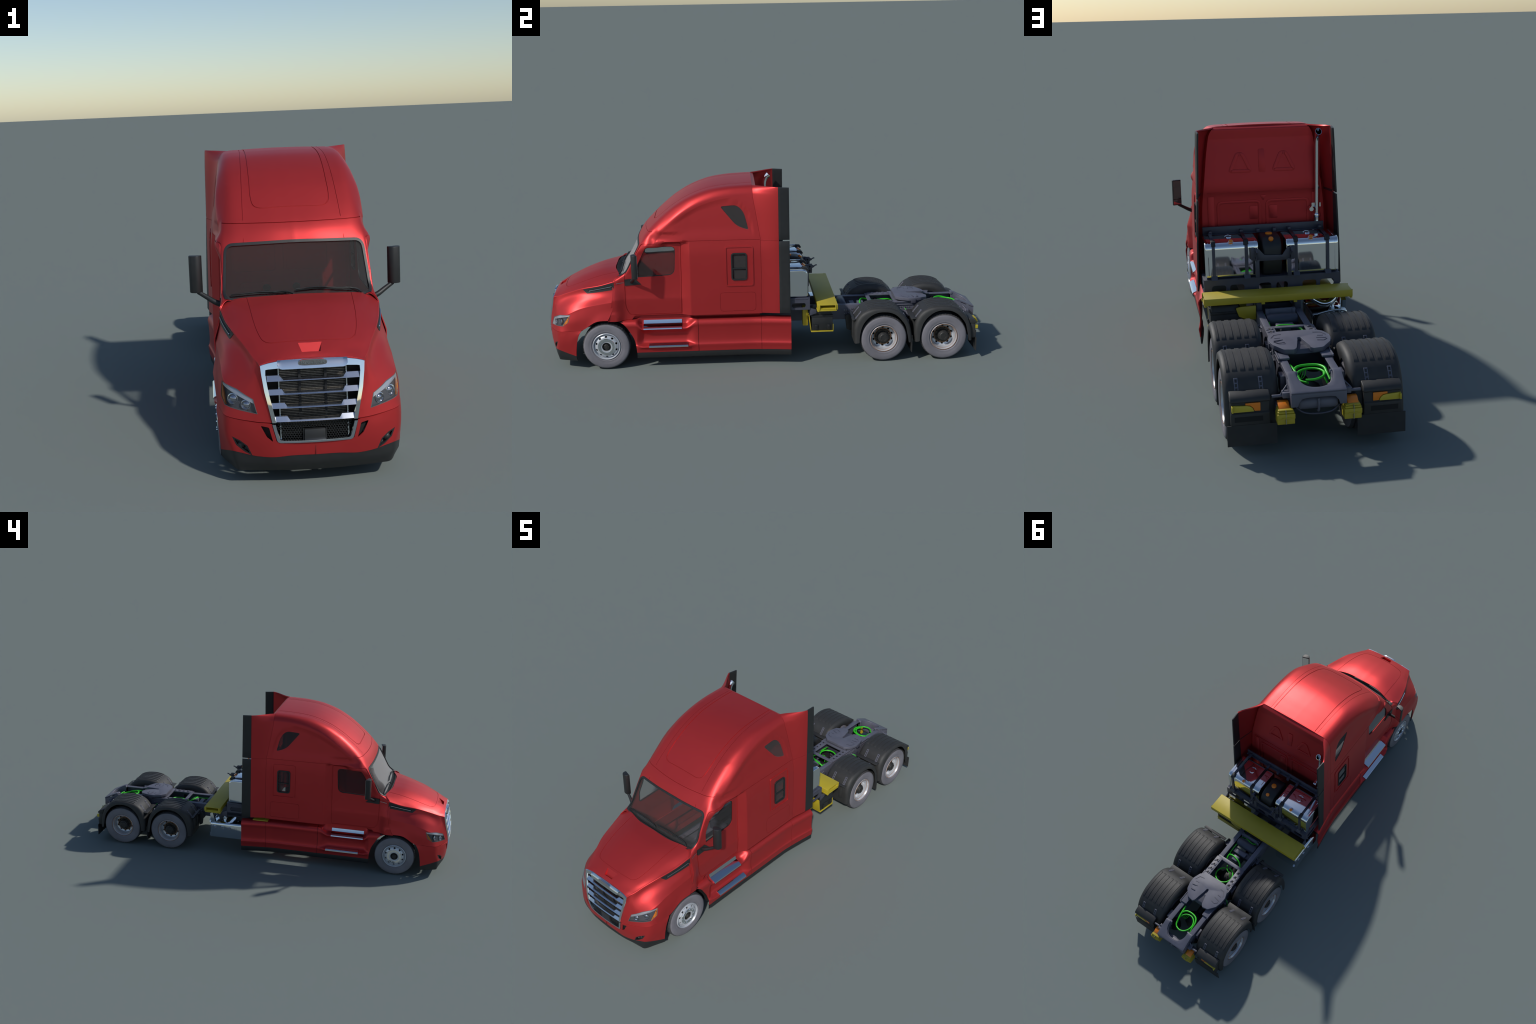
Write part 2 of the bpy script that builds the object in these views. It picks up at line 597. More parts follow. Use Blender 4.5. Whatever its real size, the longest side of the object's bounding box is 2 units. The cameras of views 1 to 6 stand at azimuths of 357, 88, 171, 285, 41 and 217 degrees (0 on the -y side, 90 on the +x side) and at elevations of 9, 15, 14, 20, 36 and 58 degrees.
def cab_grid():
    idx = np.arange(len(CAB_B))
    dens = [16, 8, 10, 10, 10, 12, 10, 14, 12, 12, 10, 9]
    us = []
    for j, d in enumerate(dens):
        us += list(j + np.arange(d) / d)
    us.append(float(len(dens)))
    us = np.array(us)
    Bs = catmull(CAB_B, dens); Cs = catmull(CAB_C, dens); As = catmull(CAB_A, dens)
    yb = np.interp(us, idx, CAB_YB)
    T = np.gradient(Bs, axis=0)
    cols = []
    for k, u in enumerate(us):
        B = Bs[k]; c = np.array([0, *Cs[k]]); ax, fa = As[k]
        A = c + (B - c) * fa; A[0] = ax
        def crown(s):
            p = c + (A - c) * s ** 2; p[0] = ax * s; return p
        ty, tz = T[k][1:] / np.hypot(*T[k][1:])
        n = np.array([tz, -ty])
        if u < 1:
            e = 1 - u
            Cyz = (B[1:] + .020 * n) * (1 - e) + np.array([-.6735, .4085]) * e
            Dyz = (B[1:] + .036 * n) * (1 - e) + np.array([-.6765, .388]) * e
        else:
            Cyz, Dyz = B[1:] + .021 * n, B[1:] + .038 * n
        Cp = np.array([side_x(*Cyz), *Cyz]); Dp = np.array([side_x(*Dyz), *Dyz])
        Cp[0] = Cp[0] if u >= 1 else Cp[0] * u + .2235 * (1 - u)
        K = [c, crown(.35), crown(.7), A, B, Cp, Dp]
        row = list(catmull(K, [9, 9, 7, 6, 6, 4]))[:-1]
        zt = min(.584, Dp[2] - .02)
        y_low = yb[k] * min(1, max(0, u - 4)) + Dyz[0] * (1 - min(1, max(0, u - 4)))
        zs = list(np.linspace(Dp[2], zt, 14)) + [zt - .008] + list(np.linspace(zt - .008, .2455 - .0195 * smooth(-.590, -.606, y_low), 52))[1:]
        y0, z0 = Dp[1:]
        zl = .584 if z0 > .60 else z0 - .016
        for z in zs:
            t = min(1, max(0, (z0 - z) / max(1e-6, z0 - zl)))
            yy = y0 + (yb[k] - y0) * t * min(1, max(0, u - 4))
            if u < 1:
                yy += (1 - u) * min(0, float(pchip([.222, .232, .284, .316, .36], [-.0405, -.0335, -.0125, -.005, 0], z)))
            row.append(np.array([side_x(yy, z), yy, z]))
        cols.append(row)
    H = np.array(cols)
    M = H[:, :0:-1].copy()
    R = H.copy(); R[:, :, 0] *= -1
    return np.concatenate([M, R], axis=1), H


CAB_G, CAB_H = cab_grid()
CAB = Surface(CAB_G)
REAR = CAB_H[-1]                       # rear edge of the cab, centre -> +x bottom

DOOR = [(-.631, .300), (-.627, .278), (-.612, .2495), (-.3815, .2505), (-.378, .40), (-.3765, .5745), (-.548, .5745), (-.592, .500), (-.631, .432)]
DOOR = round_poly(DOOR, [.01, .01, .012, .004, .01, .006, .012, .02, .012], 3)
DOORWIN = round_poly([(-.576, .421), (-.4085, .428), (-.401, .559), (-.531, .559), (-.574, .475)], [.010, .030, .022, .010, .015], 6)
WSHIELD = round_poly([(-.2075, .4285), (-.12, .4205), (.12, .4205), (.2075, .4285), (.2025, .500), (.1975, .5665), (0, .572), (-.1975, .5665), (-.2025, .500)], [.016, .04, .04, .016, .05, .022, .05, .022, .05], 6)
QWIN = round_poly([(-.197, .733), (-.122, .738), (-.092, .705), (-.0735, .628), (-.125, .645)], [.012, .030, .03, .010, .03], 6)
BUNKWIN = round_poly([(-.152, .4055), (-.0865, .4055), (-.0865, .525), (-.152, .525)], .012, 5)
BUNKPANEL = [(-.186, .372), (-.052, .372), (-.052, .563), (-.186, .563)]
HATCH = [(-.207, .260), (-.048, .260), (-.048, .346), (-.207, .346)]


def both_sides(poly):
    return Part().prism(poly, "x", .12, .30), Part().prism(poly, "x", -.30, -.12)


# body shell with every opening taken out
cut = Part()
for p in (DOORWIN, QWIN, BUNKWIN):
    for s in (1, -1):
        cut.prism(p, "x", .12 * s, .30 * s)
cut.prism(WSHIELD, "y", -.80, -.47)
cab_me = boolean(CAB.shell(0, -.0034), cut.make("c", RED, mesh_only=True, angle=None), "DIFFERENCE")

# shut lines and pressed seams: shallow grooves that follow the skin
seams = Part()
for s in (1, -1):
    for path in (DOOR + DOOR[:1],):
        L = band(path, .0032); n = len(path)
        outer, inner = L[:n - 1], L[n:][::-1][:n - 1]
        seams.ring(outer, inner, "x", .15 * s, .30 * s)
    seams.prism(band([(-.376 + i * .0352, .5855) for i in range(11)], .0022), "x", .15 * s, .30 * s)
    hp = round_poly(HATCH, .015, 4)
    seams.ring(offset_poly(hp, .0006), offset_poly(hp, -.0006), "x", .15 * s, .30 * s)
roof_panel = [(.1165, .05), (.1165, -.30), (.117, -.470), (.095, -.4925), (.05, -.4935), (0, -.494)]
rp = catmull([(*p, 0) for p in roof_panel[:1] + [(.1165, -.1), (.1165, -.2), (.1168, -.3), (.117, -.40), (.117, -.455), (.110, -.482), (.090, -.4925), (.05, -.4945), (0, -.495)]], 5)[:, :2]
rp = [tuple(p) for p in rp] + [(-x, y) for x, y in rp[-2::-1]]
seams.prism(band(rp, .0034), "z", .55, .95)
seams.prism(band([(x, .6235 + .035 * x * x) for x in np.linspace(-.205, .205, 24)], .0022), "y", -.66, -.40)
for s in (1, -1):
    seams.prism(band([(.1505 * s, -.62), (.1475 * s, -.575), (.1455 * s, -.5565)], .0013), "z", .50, .6205)
    seams.prism(band([(.1440 * s, -.520), (.141 * s, -.44), (.137 * s, -.32), (.133 * s, -.18), (.131 * s, -.04)], .0013), "z", .632, .95)
g = seams.make("g", RED, mesh_only=True, angle=None)
groove = boolean(CAB.shell(.002, -.0024), g, "INTERSECT")
cab_me = boolean(cab_me, groove, "DIFFERENCE")
cab_me.materials.clear(); cab_me.materials.append(RED)
CAB.adopt(cab_me)

# split: doors become their own objects (their border runs inside the shut line)
def split_faces(me, test, name):
    bm = bmesh.new(); bm.from_mesh(me)
    bm.faces.ensure_lookup_table()
    keep = [f for f in bm.faces if test(f.calc_center_median())]
    return keep, bm


def in_poly(p, poly):
    x, y = p; c = False
    for i in range(len(poly)):
        x1, y1 = poly[i - 1]; x2, y2 = poly[i]
        if (y1 > y) != (y2 > y) and x < (x2 - x1) * (y - y1) / (y2 - y1) + x1:
            c = not c
    return c


def carve(me, tests):
    """separate mesh data by face region, keeping the smooth normals"""
    out = []
    used = np.zeros(len(me.polygons), bool)
    cen = np.array([p.center for p in me.polygons])
    for t in tests + [None]:
        if t is None:
            sel = ~used
        else:
            sel = np.array([(not u) and t(c) for u, c in zip(used, cen)])
        used |= sel
        bm = bmesh.new(); bm.from_mesh(me)
        bm.faces.ensure_lookup_table()
        bmesh.ops.delete(bm, geom=[bm.faces[i] for i in np.where(~sel)[0]], context="FACES")
        m = bpy.data.meshes.new("piece"); bm.to_mesh(m); bm.free()
        m.materials.append(RED)
        CAB.adopt(m)
        out.append(m)
    return out


DOOR_MID = DOOR
pieces = carve(cab_me, [lambda c: c[0] > .15 and in_poly((c[1], c[2]), DOOR_MID), lambda c: c[0] < -.15 and in_poly((c[1], c[2]), DOOR_MID)])
cab = link(bpy.data.objects.new("cab_body", pieces[2]))
doors = []
for m in pieces[:2]:
    m.name = "door"
    doors.append(link(bpy.data.objects.new("door", m)))

# red filler strip added under the hood joint to close the gap
for s in (1, -1):
    col = [p for p in CAB_H[0] if p[0] > .192 and p[2] > .24]
    G = np.array([[(s * (p[0] - .0035), p[1] + dy, p[2] - .0015) for p in col] for dy in (-.010, -.004, .002, .008)])
    Part().sheet(G, .0015, flip=(s < 0)).make("hood_joint_filler", RED, angle=60)

# glass
wc = Part().prism(WSHIELD, "y", -.80, -.47)
CAB.panel("windshield", wc, GLASS, -.002, -.004, lo=(-.22, -.70, .40), hi=(.22, -.5, .60))
wr = Part().ring(offset_poly(WSHIELD, .0055), offset_poly(WSHIELD, -.002), "y", -.80, -.47)
CAB.panel("windshield_gasket", wr, BLACK, .0022, -.005, lo=(-.23, -.70, .40), hi=(.23, -.5, .60))
for s, door in ((1, doors[0]), (-1, doors[1])):
    def side_cut(poly):
        return Part().prism(poly, "x", .12 * s, .30 * s)
    def box_of(poly):
        ys = [p[0] for p in poly]; zs = [p[1] for p in poly]
        return dict(lo=(min(.19 * s, .26 * s), min(ys), min(zs)), hi=(max(.19 * s, .26 * s), max(ys), max(zs)))
    CAB.panel("door_window", side_cut(DOORWIN), GLASS, -.005, -.007, door, **box_of(DOORWIN))
    rg = Part().ring(offset_poly(DOORWIN, .0005), offset_poly(DOORWIN, -.0028), "x", .12 * s, .30 * s)
    CAB.panel("window_seal", rg, BLACK, -.004, -.008, door, **box_of(DOORWIN))
    CAB.panel("quarter_window", side_cut(offset_poly(QWIN, -.0002)), DARKGLASS, -.0005, -.003, **box_of(QWIN))
    CAB.panel("sleeper_window", side_cut(BUNKWIN), DARKGLASS, -.002, -.004, **box_of(BUNKWIN))
    rg = Part().ring(offset_poly(BUNKWIN, .0028), offset_poly(BUNKWIN, -.0032), "x", .12 * s, .30 * s)
    CAB.panel("sleeper_window_frame", rg, BLACK, .0035, -.006, **box_of(BUNKWIN))
    bar = Part().span((.12 * s, -.152, .4545), (.30 * s, -.0865, .4595))
    CAB.panel("sleeper_window_bar", bar, BLACK, .0025, -.005, **box_of(BUNKWIN))
    o1 = round_poly(BUNKPANEL, .018, 5); o2 = offset_poly(o1, -.004)
    CAB.panel("sleeper_window_surround", Part().ring(o2, offset_poly(o1, -.0105), "x", .12 * s, .30 * s), RED, .0032, -.001, **box_of(BUNKPANEL))

# ------------------------------------------------------------ rear wall
def wall_out(z):
    """how far the pressed rear panel stands out of the cab edge"""
    return .012 + .006 * smooth(.56, .62, z)


def wall_y(z):
    return float(np.interp(-z, -REAR[:, 2], REAR[:, 1])) + wall_out(z) - .001


edge = [p for p in REAR if True]
rows = []
for p in edge[::-1]:
    rows.append([(p[0] * t, p[1] - .0015 + wall_out(p[2]) * min(1, (1 - abs(t)) / .06) * smooth(.8195, .808, p[2]), p[2]) for t in np.concatenate([[1, .985, .97, .955, .94], np.linspace(.92, -.92, 25), [-.94, -.955, -.97, -.985, -1]])])
back = Part().use(RED)
rows = np.array(rows)
back.sheet(rows, .004, flip=True)
back.make("rear_wall", RED, angle=30)


def wall_ring(part, poly, w, h=.0035):
    """pressed bead on the sloping rear wall"""
    q = Part().ring(poly, offset_poly(poly, -w), "y", 0, h)
    part.add([(x, y + wall_y(z) - .0005, z) for x, y, z in q.v], q.f)


def wall_plate(part, poly, h=.003):
    q = Part().prism(poly, "y", 0, h)
    part.add([(x, y + wall_y(z) - .0005, z) for x, y, z in q.v], q.f)


beads = Part()
for s in (1, -1):
    tri = round_poly([(.127 * s, .652), (.034 * s, .652), (.067 * s, .725), (.094 * s, .725)], .020, 6)
    wall_ring(beads, tri, .0115)
    win = round_poly([(.172 * s, .30), (.009 * s, .30), (.009 * s, .549), (.172 * s, .549)], .022, 6)
    wall_ring(beads, win, .0095)
    wall_plate(beads, round_poly([(.052 * s, .478), (.021 * s, .478), (.021 * s, .527), (.052 * s, .527)], .006, 3), .0025)
    wall_plate(beads, round_poly([(.206 * s, .27), (.182 * s, .27), (.182 * s, .568), (.206 * s, .568)], .004, 3), .0025)
wall_plate(beads, round_poly([(.0115, .652), (-.0115, .652), (-.0115, .734), (.0115, .734)], .005, 3), .003)
wall_plate(beads, round_poly([(.012, .566), (0, .545), (-.012, .566)], .005, 3), .003)
wall_plate(beads, [(.205, .5795), (-.205, .5795), (-.205, .583), (.205, .583)], .002)
beads.make("rear_wall_pressings", RED, angle=30, bevel=.0012, seg=2)
# the same pressings seen from inside, with a lower row
inside = Part()
for s in (1, -1):
    for poly, w in ((round_poly([(.172 * s, .385), (.010 * s, .385), (.010 * s, .549), (.172 * s, .549)], .022, 6), .0095),
                    (round_poly([(.150 * s, .355), (.030 * s, .355), (.060 * s, .262), (.110 * s, .262)], .020, 6), .010)):
        q = Part().ring(poly, offset_poly(poly, -w), "y", 0, -.003)
        inside.add([(x, y + wall_y(z) - .0055, z) for x, y, z in q.v], q.f)
inside.make("inner_wall_pressings", RED, angle=30, bevel=.001, seg=1)
# inside of the rear wall: speaker discs
sp = Part()
for s in (1, -1):
    sp.cyl((.052 * s, wall_y(.33) - .004, .335), (.052 * s, wall_y(.33) - .012, .335), .013, 24)
sp.make("speaker", NEAR_BLACK)

# ------------------------------------------------------------ side extenders
def extender(s, z_lo, z_hi):
    pts = [p for p in REAR if p[0] > .165 and p[2] <= z_hi + .03 and p[2] >= z_lo - .01]
    return pts


FX_Z, FX_X = [.249, .58, .80, .82], [.2575, .2515, .2465, .245]
start = [i for i, p in enumerate(REAR) if p[0] > .1705][0]
front_edge = REAR[start:]
dz = np.array([p[2] for p in front_edge])
for s in (1, -1):
    for part_name, zlo, zhi in (("upper", .5814, 1.0), ("lower", .247, .5806)):
        zs = dz[(dz >= zlo - .0005) & (dz <= zhi)]
        zs = np.concatenate([[zhi] if zhi < .8 else [], zs, [zlo]])
        G = []
        for t in np.linspace(0, 1, 14):
            row = []
            for z in zs:
                if z >= dz.max() - 1e-6:
                    f = front_edge[0]
                    x0, y0 = f[0], f[1]
                else:
                    x0 = np.interp(-z, -dz, front_edge[:, 0]); y0 = np.interp(-z, -dz, front_edge[:, 1])
                zz = z + .0015 * t * (1 if z > .8 else 0)
                x1 = float(pchip(FX_Z, FX_X, zz)); y1 = .058
                e = t * t * (3 - 2 * t) * .45 + t * .55
                row.append((s * (x0 + (x1 - x0) * e), y0 + (y1 - y0) * t + .001 * (1 - t), zz))
            G.append(row)
        G = np.array(G)
        Part().sheet(G, .005, flip=(s > 0)).make("side_extender", RED, angle=40)
        zs2 = np.linspace(zhi - (.0 if zhi > .8 else .003), zlo + (.0 if zlo < .3 else .002), 12)
        zs2 = np.clip(zs2, zlo, .8185)
        if zlo > .5:
            G2 = np.array([[(s * (float(np.interp(-z, -dz, front_edge[:, 0])) * (1 - t) + float(pchip(FX_Z, FX_X, z)) * t - .0045), -.020 + .076 * t, z) for z in (.5855, .581, .5765)] for t in np.linspace(.05, 1, 8)])
            Part().sheet(G2, .0015, flip=(s > 0)).make("extender_joint_backing", RED_SHADED, angle=40)  # dark backing strip added behind the gap between the extenders
        G = np.array([[(s * (float(pchip(FX_Z, FX_X, z)) + k * (.006 - .009 * smooth(.3, .8, z)) + .0004), .0585 + k * .0475, z - (.003 * k if z > .8 else 0)) for z in zs2] for k in np.linspace(0, 1, 5)])
        Part().sheet(G, .006, flip=(s > 0)).make("extender_rubber_edge", BLACK, angle=40, bevel=.001)

# ================================================================ HOOD
HOOD_C = [
    # centre   ->   lower edge; columns run from the grille to the cab
    [(0, -.9645, .3305), (.06, -.9645, .3295), (.115, -.9645, .3225), (.1335, -.966, .316), (.131, -.970, .292), (.1255, -.978, .252), (.119, -.985, .222), (.114, -.989, .198), (.109, -.992, .1735)],
    [(0, -.957, .3370), (.062, -.956, .3355), (.117, -.953, .3280), (.1375, -.951, .3210), (.138, -.961, .290), (.142, -.966, .256), (.148, -.969, .228), (.152, -.973, .200), (.150, -.978, .1745)],
    [(0, -.940, .3480), (.065, -.939, .3460), (.122, -.936, .3350), (.146, -.935, .3270), (.149, -.946, .298), (.166, -.949, .262), (.190, -.941, .236), (.208, -.937, .208), (.222, -.934, .180)],
    [(0, -.905, .3675), (.071, -.904, .3645), (.136, -.900, .352), (.1615, -.894, .3435), (.165, -.899, .322), (.193, -.904, .287), (.222, -.896, .260), (.2335, -.888, .224), (.2375, -.880, .1855)],
    [(0, -.835, .4005), (.078, -.834, .397), (.154, -.830, .3800), (.1895, -.825, .3690), (.1935, -.826, .347), (.215, -.829, .315), (.2300, -.829, .287), (.240, -.830, .240), (.2435, -.832, .189)],
    [(0, -.755, .427), (.085, -.754, .4235), (.169, -.750, .4050), (.2110, -.746, .386), (.214, -.749, .356), (.2255, -.753, .329), (.2340, -.755, .303), (.241, -.758, .262), (.249, -.765, .2285)],
    [(0, -.683, .4385), (.09, -.681, .4360), (.168, -.670, .432), (.2215, -.674, .4075), (.2255, -.6765, .366), (.2325, -.679, .337), (.239, -.6805, .316), (.2415, -.688, .277), (.251, -.709, .2335)],
]
L = np.array(HOOD_C)                    # [column][line]
L[6, 2] = (.1910, -.6572, .4245); L[6, 3] = (.2230, -.6752, .4078); L[6, 4] = (.2265, -.6795, .366); L[6, 5] = (.2335, -.6815, .337)
L[6, 6] = (.2400, -.6830, .316); L[6, 7] = (.2425, -.691, .277); L[6, 8] = (.2515, -.7115, .2335)
def near(a, b, t):
    return L[:, a] + (L[:, b] - L[:, a]) * t
L = np.stack([L[:, 0], L[:, 1], L[:, 2], near(3, 2, .14), L[:, 3], near(3, 4, .16), L[:, 4], L[:, 5], near(6, 5, .13), L[:, 6], near(6, 7, .10), L[:, 7], L[:, 8]], axis=1)
HH = patch_grid(np.swapaxes(L, 0, 1), [8, 8, 8, 3, 3, 5, 8, 7, 3, 3, 7, 7], [5, 9, 12, 14, 16, 16])
HG = HH                                  # [column][line]
mir = HG.copy(); mir[:, :, 0] *= -1
HOOD_G = np.concatenate([HG[:, :0:-1], mir], axis=1)
HOOD = Surface(HOOD_G)


def oblique(pts, d, a, b):
    d = Vector(d).normalized()
    k = len(pts)
    P = [Vector(p) for p in pts]
    return Part().add([p + d * a for p in P] + [p + d * b for p in P],
                      [tuple(range(k)), tuple(range(2 * k - 1, k - 1, -1))] + [(i, i + k, (i + 1) % k + k, (i + 1) % k) for i in range(k)])


def flipx(pts):
    return [(-p[0], *p[1:]) for p in pts]


LAMP = [(.152, -.966, .229), (.190, -.932, .249), (.2345, -.888, .2595), (.2365, -.896, .224), (.2300, -.926, .2055), (.186, -.955, .199), (.1435, -.979, .1935)]
VENT = round_poly([(-.823, .3660), (-.745, .3835), (-.6795, .4025), (-.6805, .3700), (-.803, .3485)], [.002, .001, .002, .002, .003], 2)
hood_cut = Part()
for s in (1, -1):
    pts = LAMP if s > 0 else flipx(LAMP)
    q = oblique(pts, (.55 * s, -.8, .1), -.06, .06)
    hood_cut.add(q.v, q.f)
    hood_cut.prism(VENT, "x", .16 * s, .26 * s)
scoop = [(-.030, -.924), (.030, -.924), (.0235, -.951), (-.0235, -.951)]
hood_cut.prism(scoop, "z", .30, .40)
hood_me = boolean(HOOD.shell(0, -.003), hood_cut.make("c", RED, mesh_only=True, angle=None), "DIFFERENCE")
seams = Part()
hp = catmull([(.148, -.66, 0), (.144, -.72, 0), (.138, -.80, 0), (.129, -.86, 0), (.118, -.893, 0), (.103, -.906, 0), (.07, -.9125, 0), (.03, -.915, 0), (0, -.9155, 0)], 5)[:, :2]
hp = [tuple(p) for p in hp] + [(-x, y) for x, y in hp[-2::-1]]
seams.prism(band(hp, .0022), "z", .28, .50)
groove = boolean(HOOD.shell(.0015, -.0016), seams.make("g", RED, mesh_only=True, angle=None), "INTERSECT")
hood_me = boolean(hood_me, groove, "DIFFERENCE")
hood_me.materials.clear(); hood_me.materials.append(RED); hood_me.name = "hood"
HOOD.adopt(hood_me)
hood = link(bpy.data.objects.new("hood", hood_me))

# hood scoop pocket: sloping rear wall, two cheeks and a front lip
q = Part()
def slab(p, n):
    p = [Vector(v) for v in p]; n = Vector(n)
    q.add(p + [v + n for v in p], [(0, 1, 2, 3), (7, 6, 5, 4), (0, 4, 5, 1), (1, 5, 6, 2), (2, 6, 7, 3), (3, 7, 4, 0)])
slab([(-.0305, -.9232, .3580), (.0305, -.9232, .3580), (.0240, -.9455, .3285), (-.0240, -.9455, .3285)], (0, .0015, -.003))
slab([(-.0240, -.9455, .3290), (.0240, -.9455, .3290), (.0240, -.9515, .3395), (-.0240, -.9515, .3395)], (0, -.001, -.002))
for s in (1, -1):
    slab([(.0302 * s, -.9232, .3578), (.0237 * s, -.9515, .3398), (.0237 * s, -.9455, .3285), (.0270 * s, -.934, .342)], (.002 * s, 0, 0))
q.make("hood_scoop", RED, hood, angle=30)

# side vents on the hood: black bezel with a bright blade
for s in (1, -1):
    def sc(poly):
        return Part().prism(poly, "x", .15 * s, .28 * s)
    box = dict(lo=(min(.17 * s, .25 * s), -.83, .35), hi=(max(.17 * s, .25 * s), -.67, .41))
    vent = HOOD.panel("hood_vent", sc(VENT), BLACK, .0010, -.003, hood, **box)
    HOOD.panel("vent_slit_patch", sc([(-.800, .3565), (-.687, .3785), (-.687, .3915), (-.797, .3655)]), NEAR_BLACK, .0014, .0002, vent, **box)  # near-black panel laid on the bezel in place of an open slit
    blade = [(-.795, .3598), (-.690, .3830), (-.690, .3855), (-.793, .3622)]
    HOOD.panel("vent_blade", sc(blade), BRUSHED, .0035, .0005, vent, **box)

# headlights
def lerp3(a, b, t):
    return tuple(a[i] + (b[i] - a[i]) * t for i in range(3))


for s in (1, -1):
    F = (lambda p: p) if s > 0 else flipx
    d = (.55 * s, -.8, .1)
    box = dict(lo=(min(.13 * s, .25 * s), -.99, .18), hi=(max(.13 * s, .25 * s), -.87, .27))
    lamp = HOOD.panel("headlight", oblique(F(LAMP), d, -.06, .06), LENSGREY, -.008, -.010, hood, **box)
    rim = F(LAMP)
    c = Vector(np.mean(np.array(rim), axis=0))
    inner = [tuple(Vector(p) + (c - Vector(p)).normalized() * .0022) for p in rim]
    k = len(rim)
    dv = Vector(d).normalized()
    q = Part().add([Vector(p) - dv * .06 for p in rim] + [Vector(p) - dv * .06 for p in inner] + [Vector(p) + dv * .06 for p in rim] + [Vector(p) + dv * .06 for p in inner],
                   sum([[(i, (i + 1) % k, (i + 1) % k + k, i + k), (i + 2 * k, i + 3 * k, (i + 1) % k + 3 * k, (i + 1) % k + 2 * k),
                         (i, i + 2 * k, (i + 1) % k + 2 * k, (i + 1) % k), (i + k, (i + 1) % k + k, (i + 1) % k + 3 * k, i + 3 * k)] for i in range(k)], []))
    HOOD.panel("headlight_bezel", q, LENSGREY, .0004, -.009, lamp, **box)
    A, B, C, G_, D, E_, F_ = [LAMP[i] for i in range(7)]
    brow = F([A, B, C, lerp3(C, D, .14), lerp3(B, E_, .32), lerp3(A, F_, .34)])
    HOOD.panel("headlight_brow", oblique(brow, d, -.06, .06), BROW, -.0012, -.006, lamp, **box)
    amb = F([lerp3(C, B, .04), C, G_, D, lerp3(D, E_, .06)])
    HOOD.panel("turn_signal", oblique(amb, d, -.06, .06), ORANGE, -.0008, -.006, lamp, **box)
    HOOD.panel("headlight_lens", oblique(inner, d, -.06, .06), CLEAR, .0002, -.0008, lamp, **box)
    for (px, pz, r) in ((.1735, .2125, .0115), (.2055, .2225, .0125)):
        hit = HOOD.bvh.ray_cast(Vector((px * s, -1.2, pz)), Vector((0, 1, 0)))
        n = Vector((.45 * s, -.89, .1)).normalized()
        o = hit[0] - n * .0085
        q = Part().use(LENSCLEAR)
        u = n.orthogonal().normalized(); w = n.cross(u)
        prof = [(0, r * 1.15), (.004, r * 1.2), (.0045, r), (.001, r * .8)] + [(.001 + .0045 * math.sin(a), r * .8 * math.cos(a)) for a in (.3, .7, 1.1, 1.45)]
        sg = 24
        vs = [o + n * a + u * (rr * math.cos(2 * math.pi * i / sg)) + w * (rr * math.sin(2 * math.pi * i / sg)) for a, rr in prof for i in range(sg)]
        fs = [(k_ * sg + i, k_ * sg + (i + 1) % sg, (k_ + 1) * sg + (i + 1) % sg, (k_ + 1) * sg + i) for k_ in range(len(prof) - 1) for i in range(sg)]
        fs += [tuple(range(sg)), tuple(range((len(prof) - 1) * sg, len(prof) * sg))]
        q.add(vs, fs)
        q.make("projector_lens", LENSCLEAR, lamp, angle=30)
#PART3

# ================================================================ BUMPER
BUMPER_C = [
    [(0, -.9970, .169), (0, -.9955, .150), (0, -.9905, .118), (0, -.9865, .083), (0, -.983, .060), (0, -.967, .036)],
    [(.06, -.9955, .169), (.06, -.9945, .150), (.06, -.9895, .118), (.06, -.9855, .083), (.06, -.981, .060), (.06, -.965, .036)],
    [(.109, -.9925, .170), (.107, -.9915, .150), (.107, -.988, .118), (.107, -.9815, .0795), (.105, -.976, .058), (.103, -.960, .036)],
    [(.152, -.9775, .1715), (.152, -.979, .150), (.150, -.978, .118), (.150, -.971, .0815), (.146, -.967, .058), (.140, -.955, .036)],
    [(.190, -.9575, .175), (.191, -.959, .150), (.190, -.9595, .120), (.187, -.959, .088), (.182, -.958, .060), (.174, -.951, .037)],
    [(.2225, -.9335, .1785), (.224, -.934, .152), (.221, -.938, .122), (.2085, -.948, .0905), (.205, -.948, .064), (.1965, -.946, .038)],
    [(.2375, -.882, .184), (.239, -.886, .155), (.237, -.893, .122), (.2285, -.904, .0785), (.225, -.904, .060), (.219, -.900, .040)],
    [(.2435, -.834, .187), (.246, -.844, .172), (.2435, -.856, .134), (.239, -.864, .066), (.238, -.863, .055), (.237, -.860, .043)],
]
L = np.array(BUMPER_C)
sect = catmull(np.swapaxes(L, 0, 1), [5, 7, 8, 6, 6])      # [line][station]
tmp = np.swapaxes(sect, 0, 1)
BH = catmull(tmp, [8, 7, 8, 7, 8, 10, 9])                   # [station][line]
mirb = BH.copy(); mirb[:, :, 0] *= -1
BUMP_G = np.concatenate([BH[::-1], mirb[1:]])              # +x rear -> front -> -x rear
BUMP_G = BUMP_G[:, ::-1]
BUMP = Surface(BUMP_G)
if BUMP.N[len(BUMP_G) // 2, 5][1] > 0:
    BUMP = Surface(BUMP_G[::-1])
split_row = 5 + 7 + 8                                       # line index of the paint / plastic border
ngrid = BUMP.G.shape[1]
r0 = ngrid - 1 - split_row

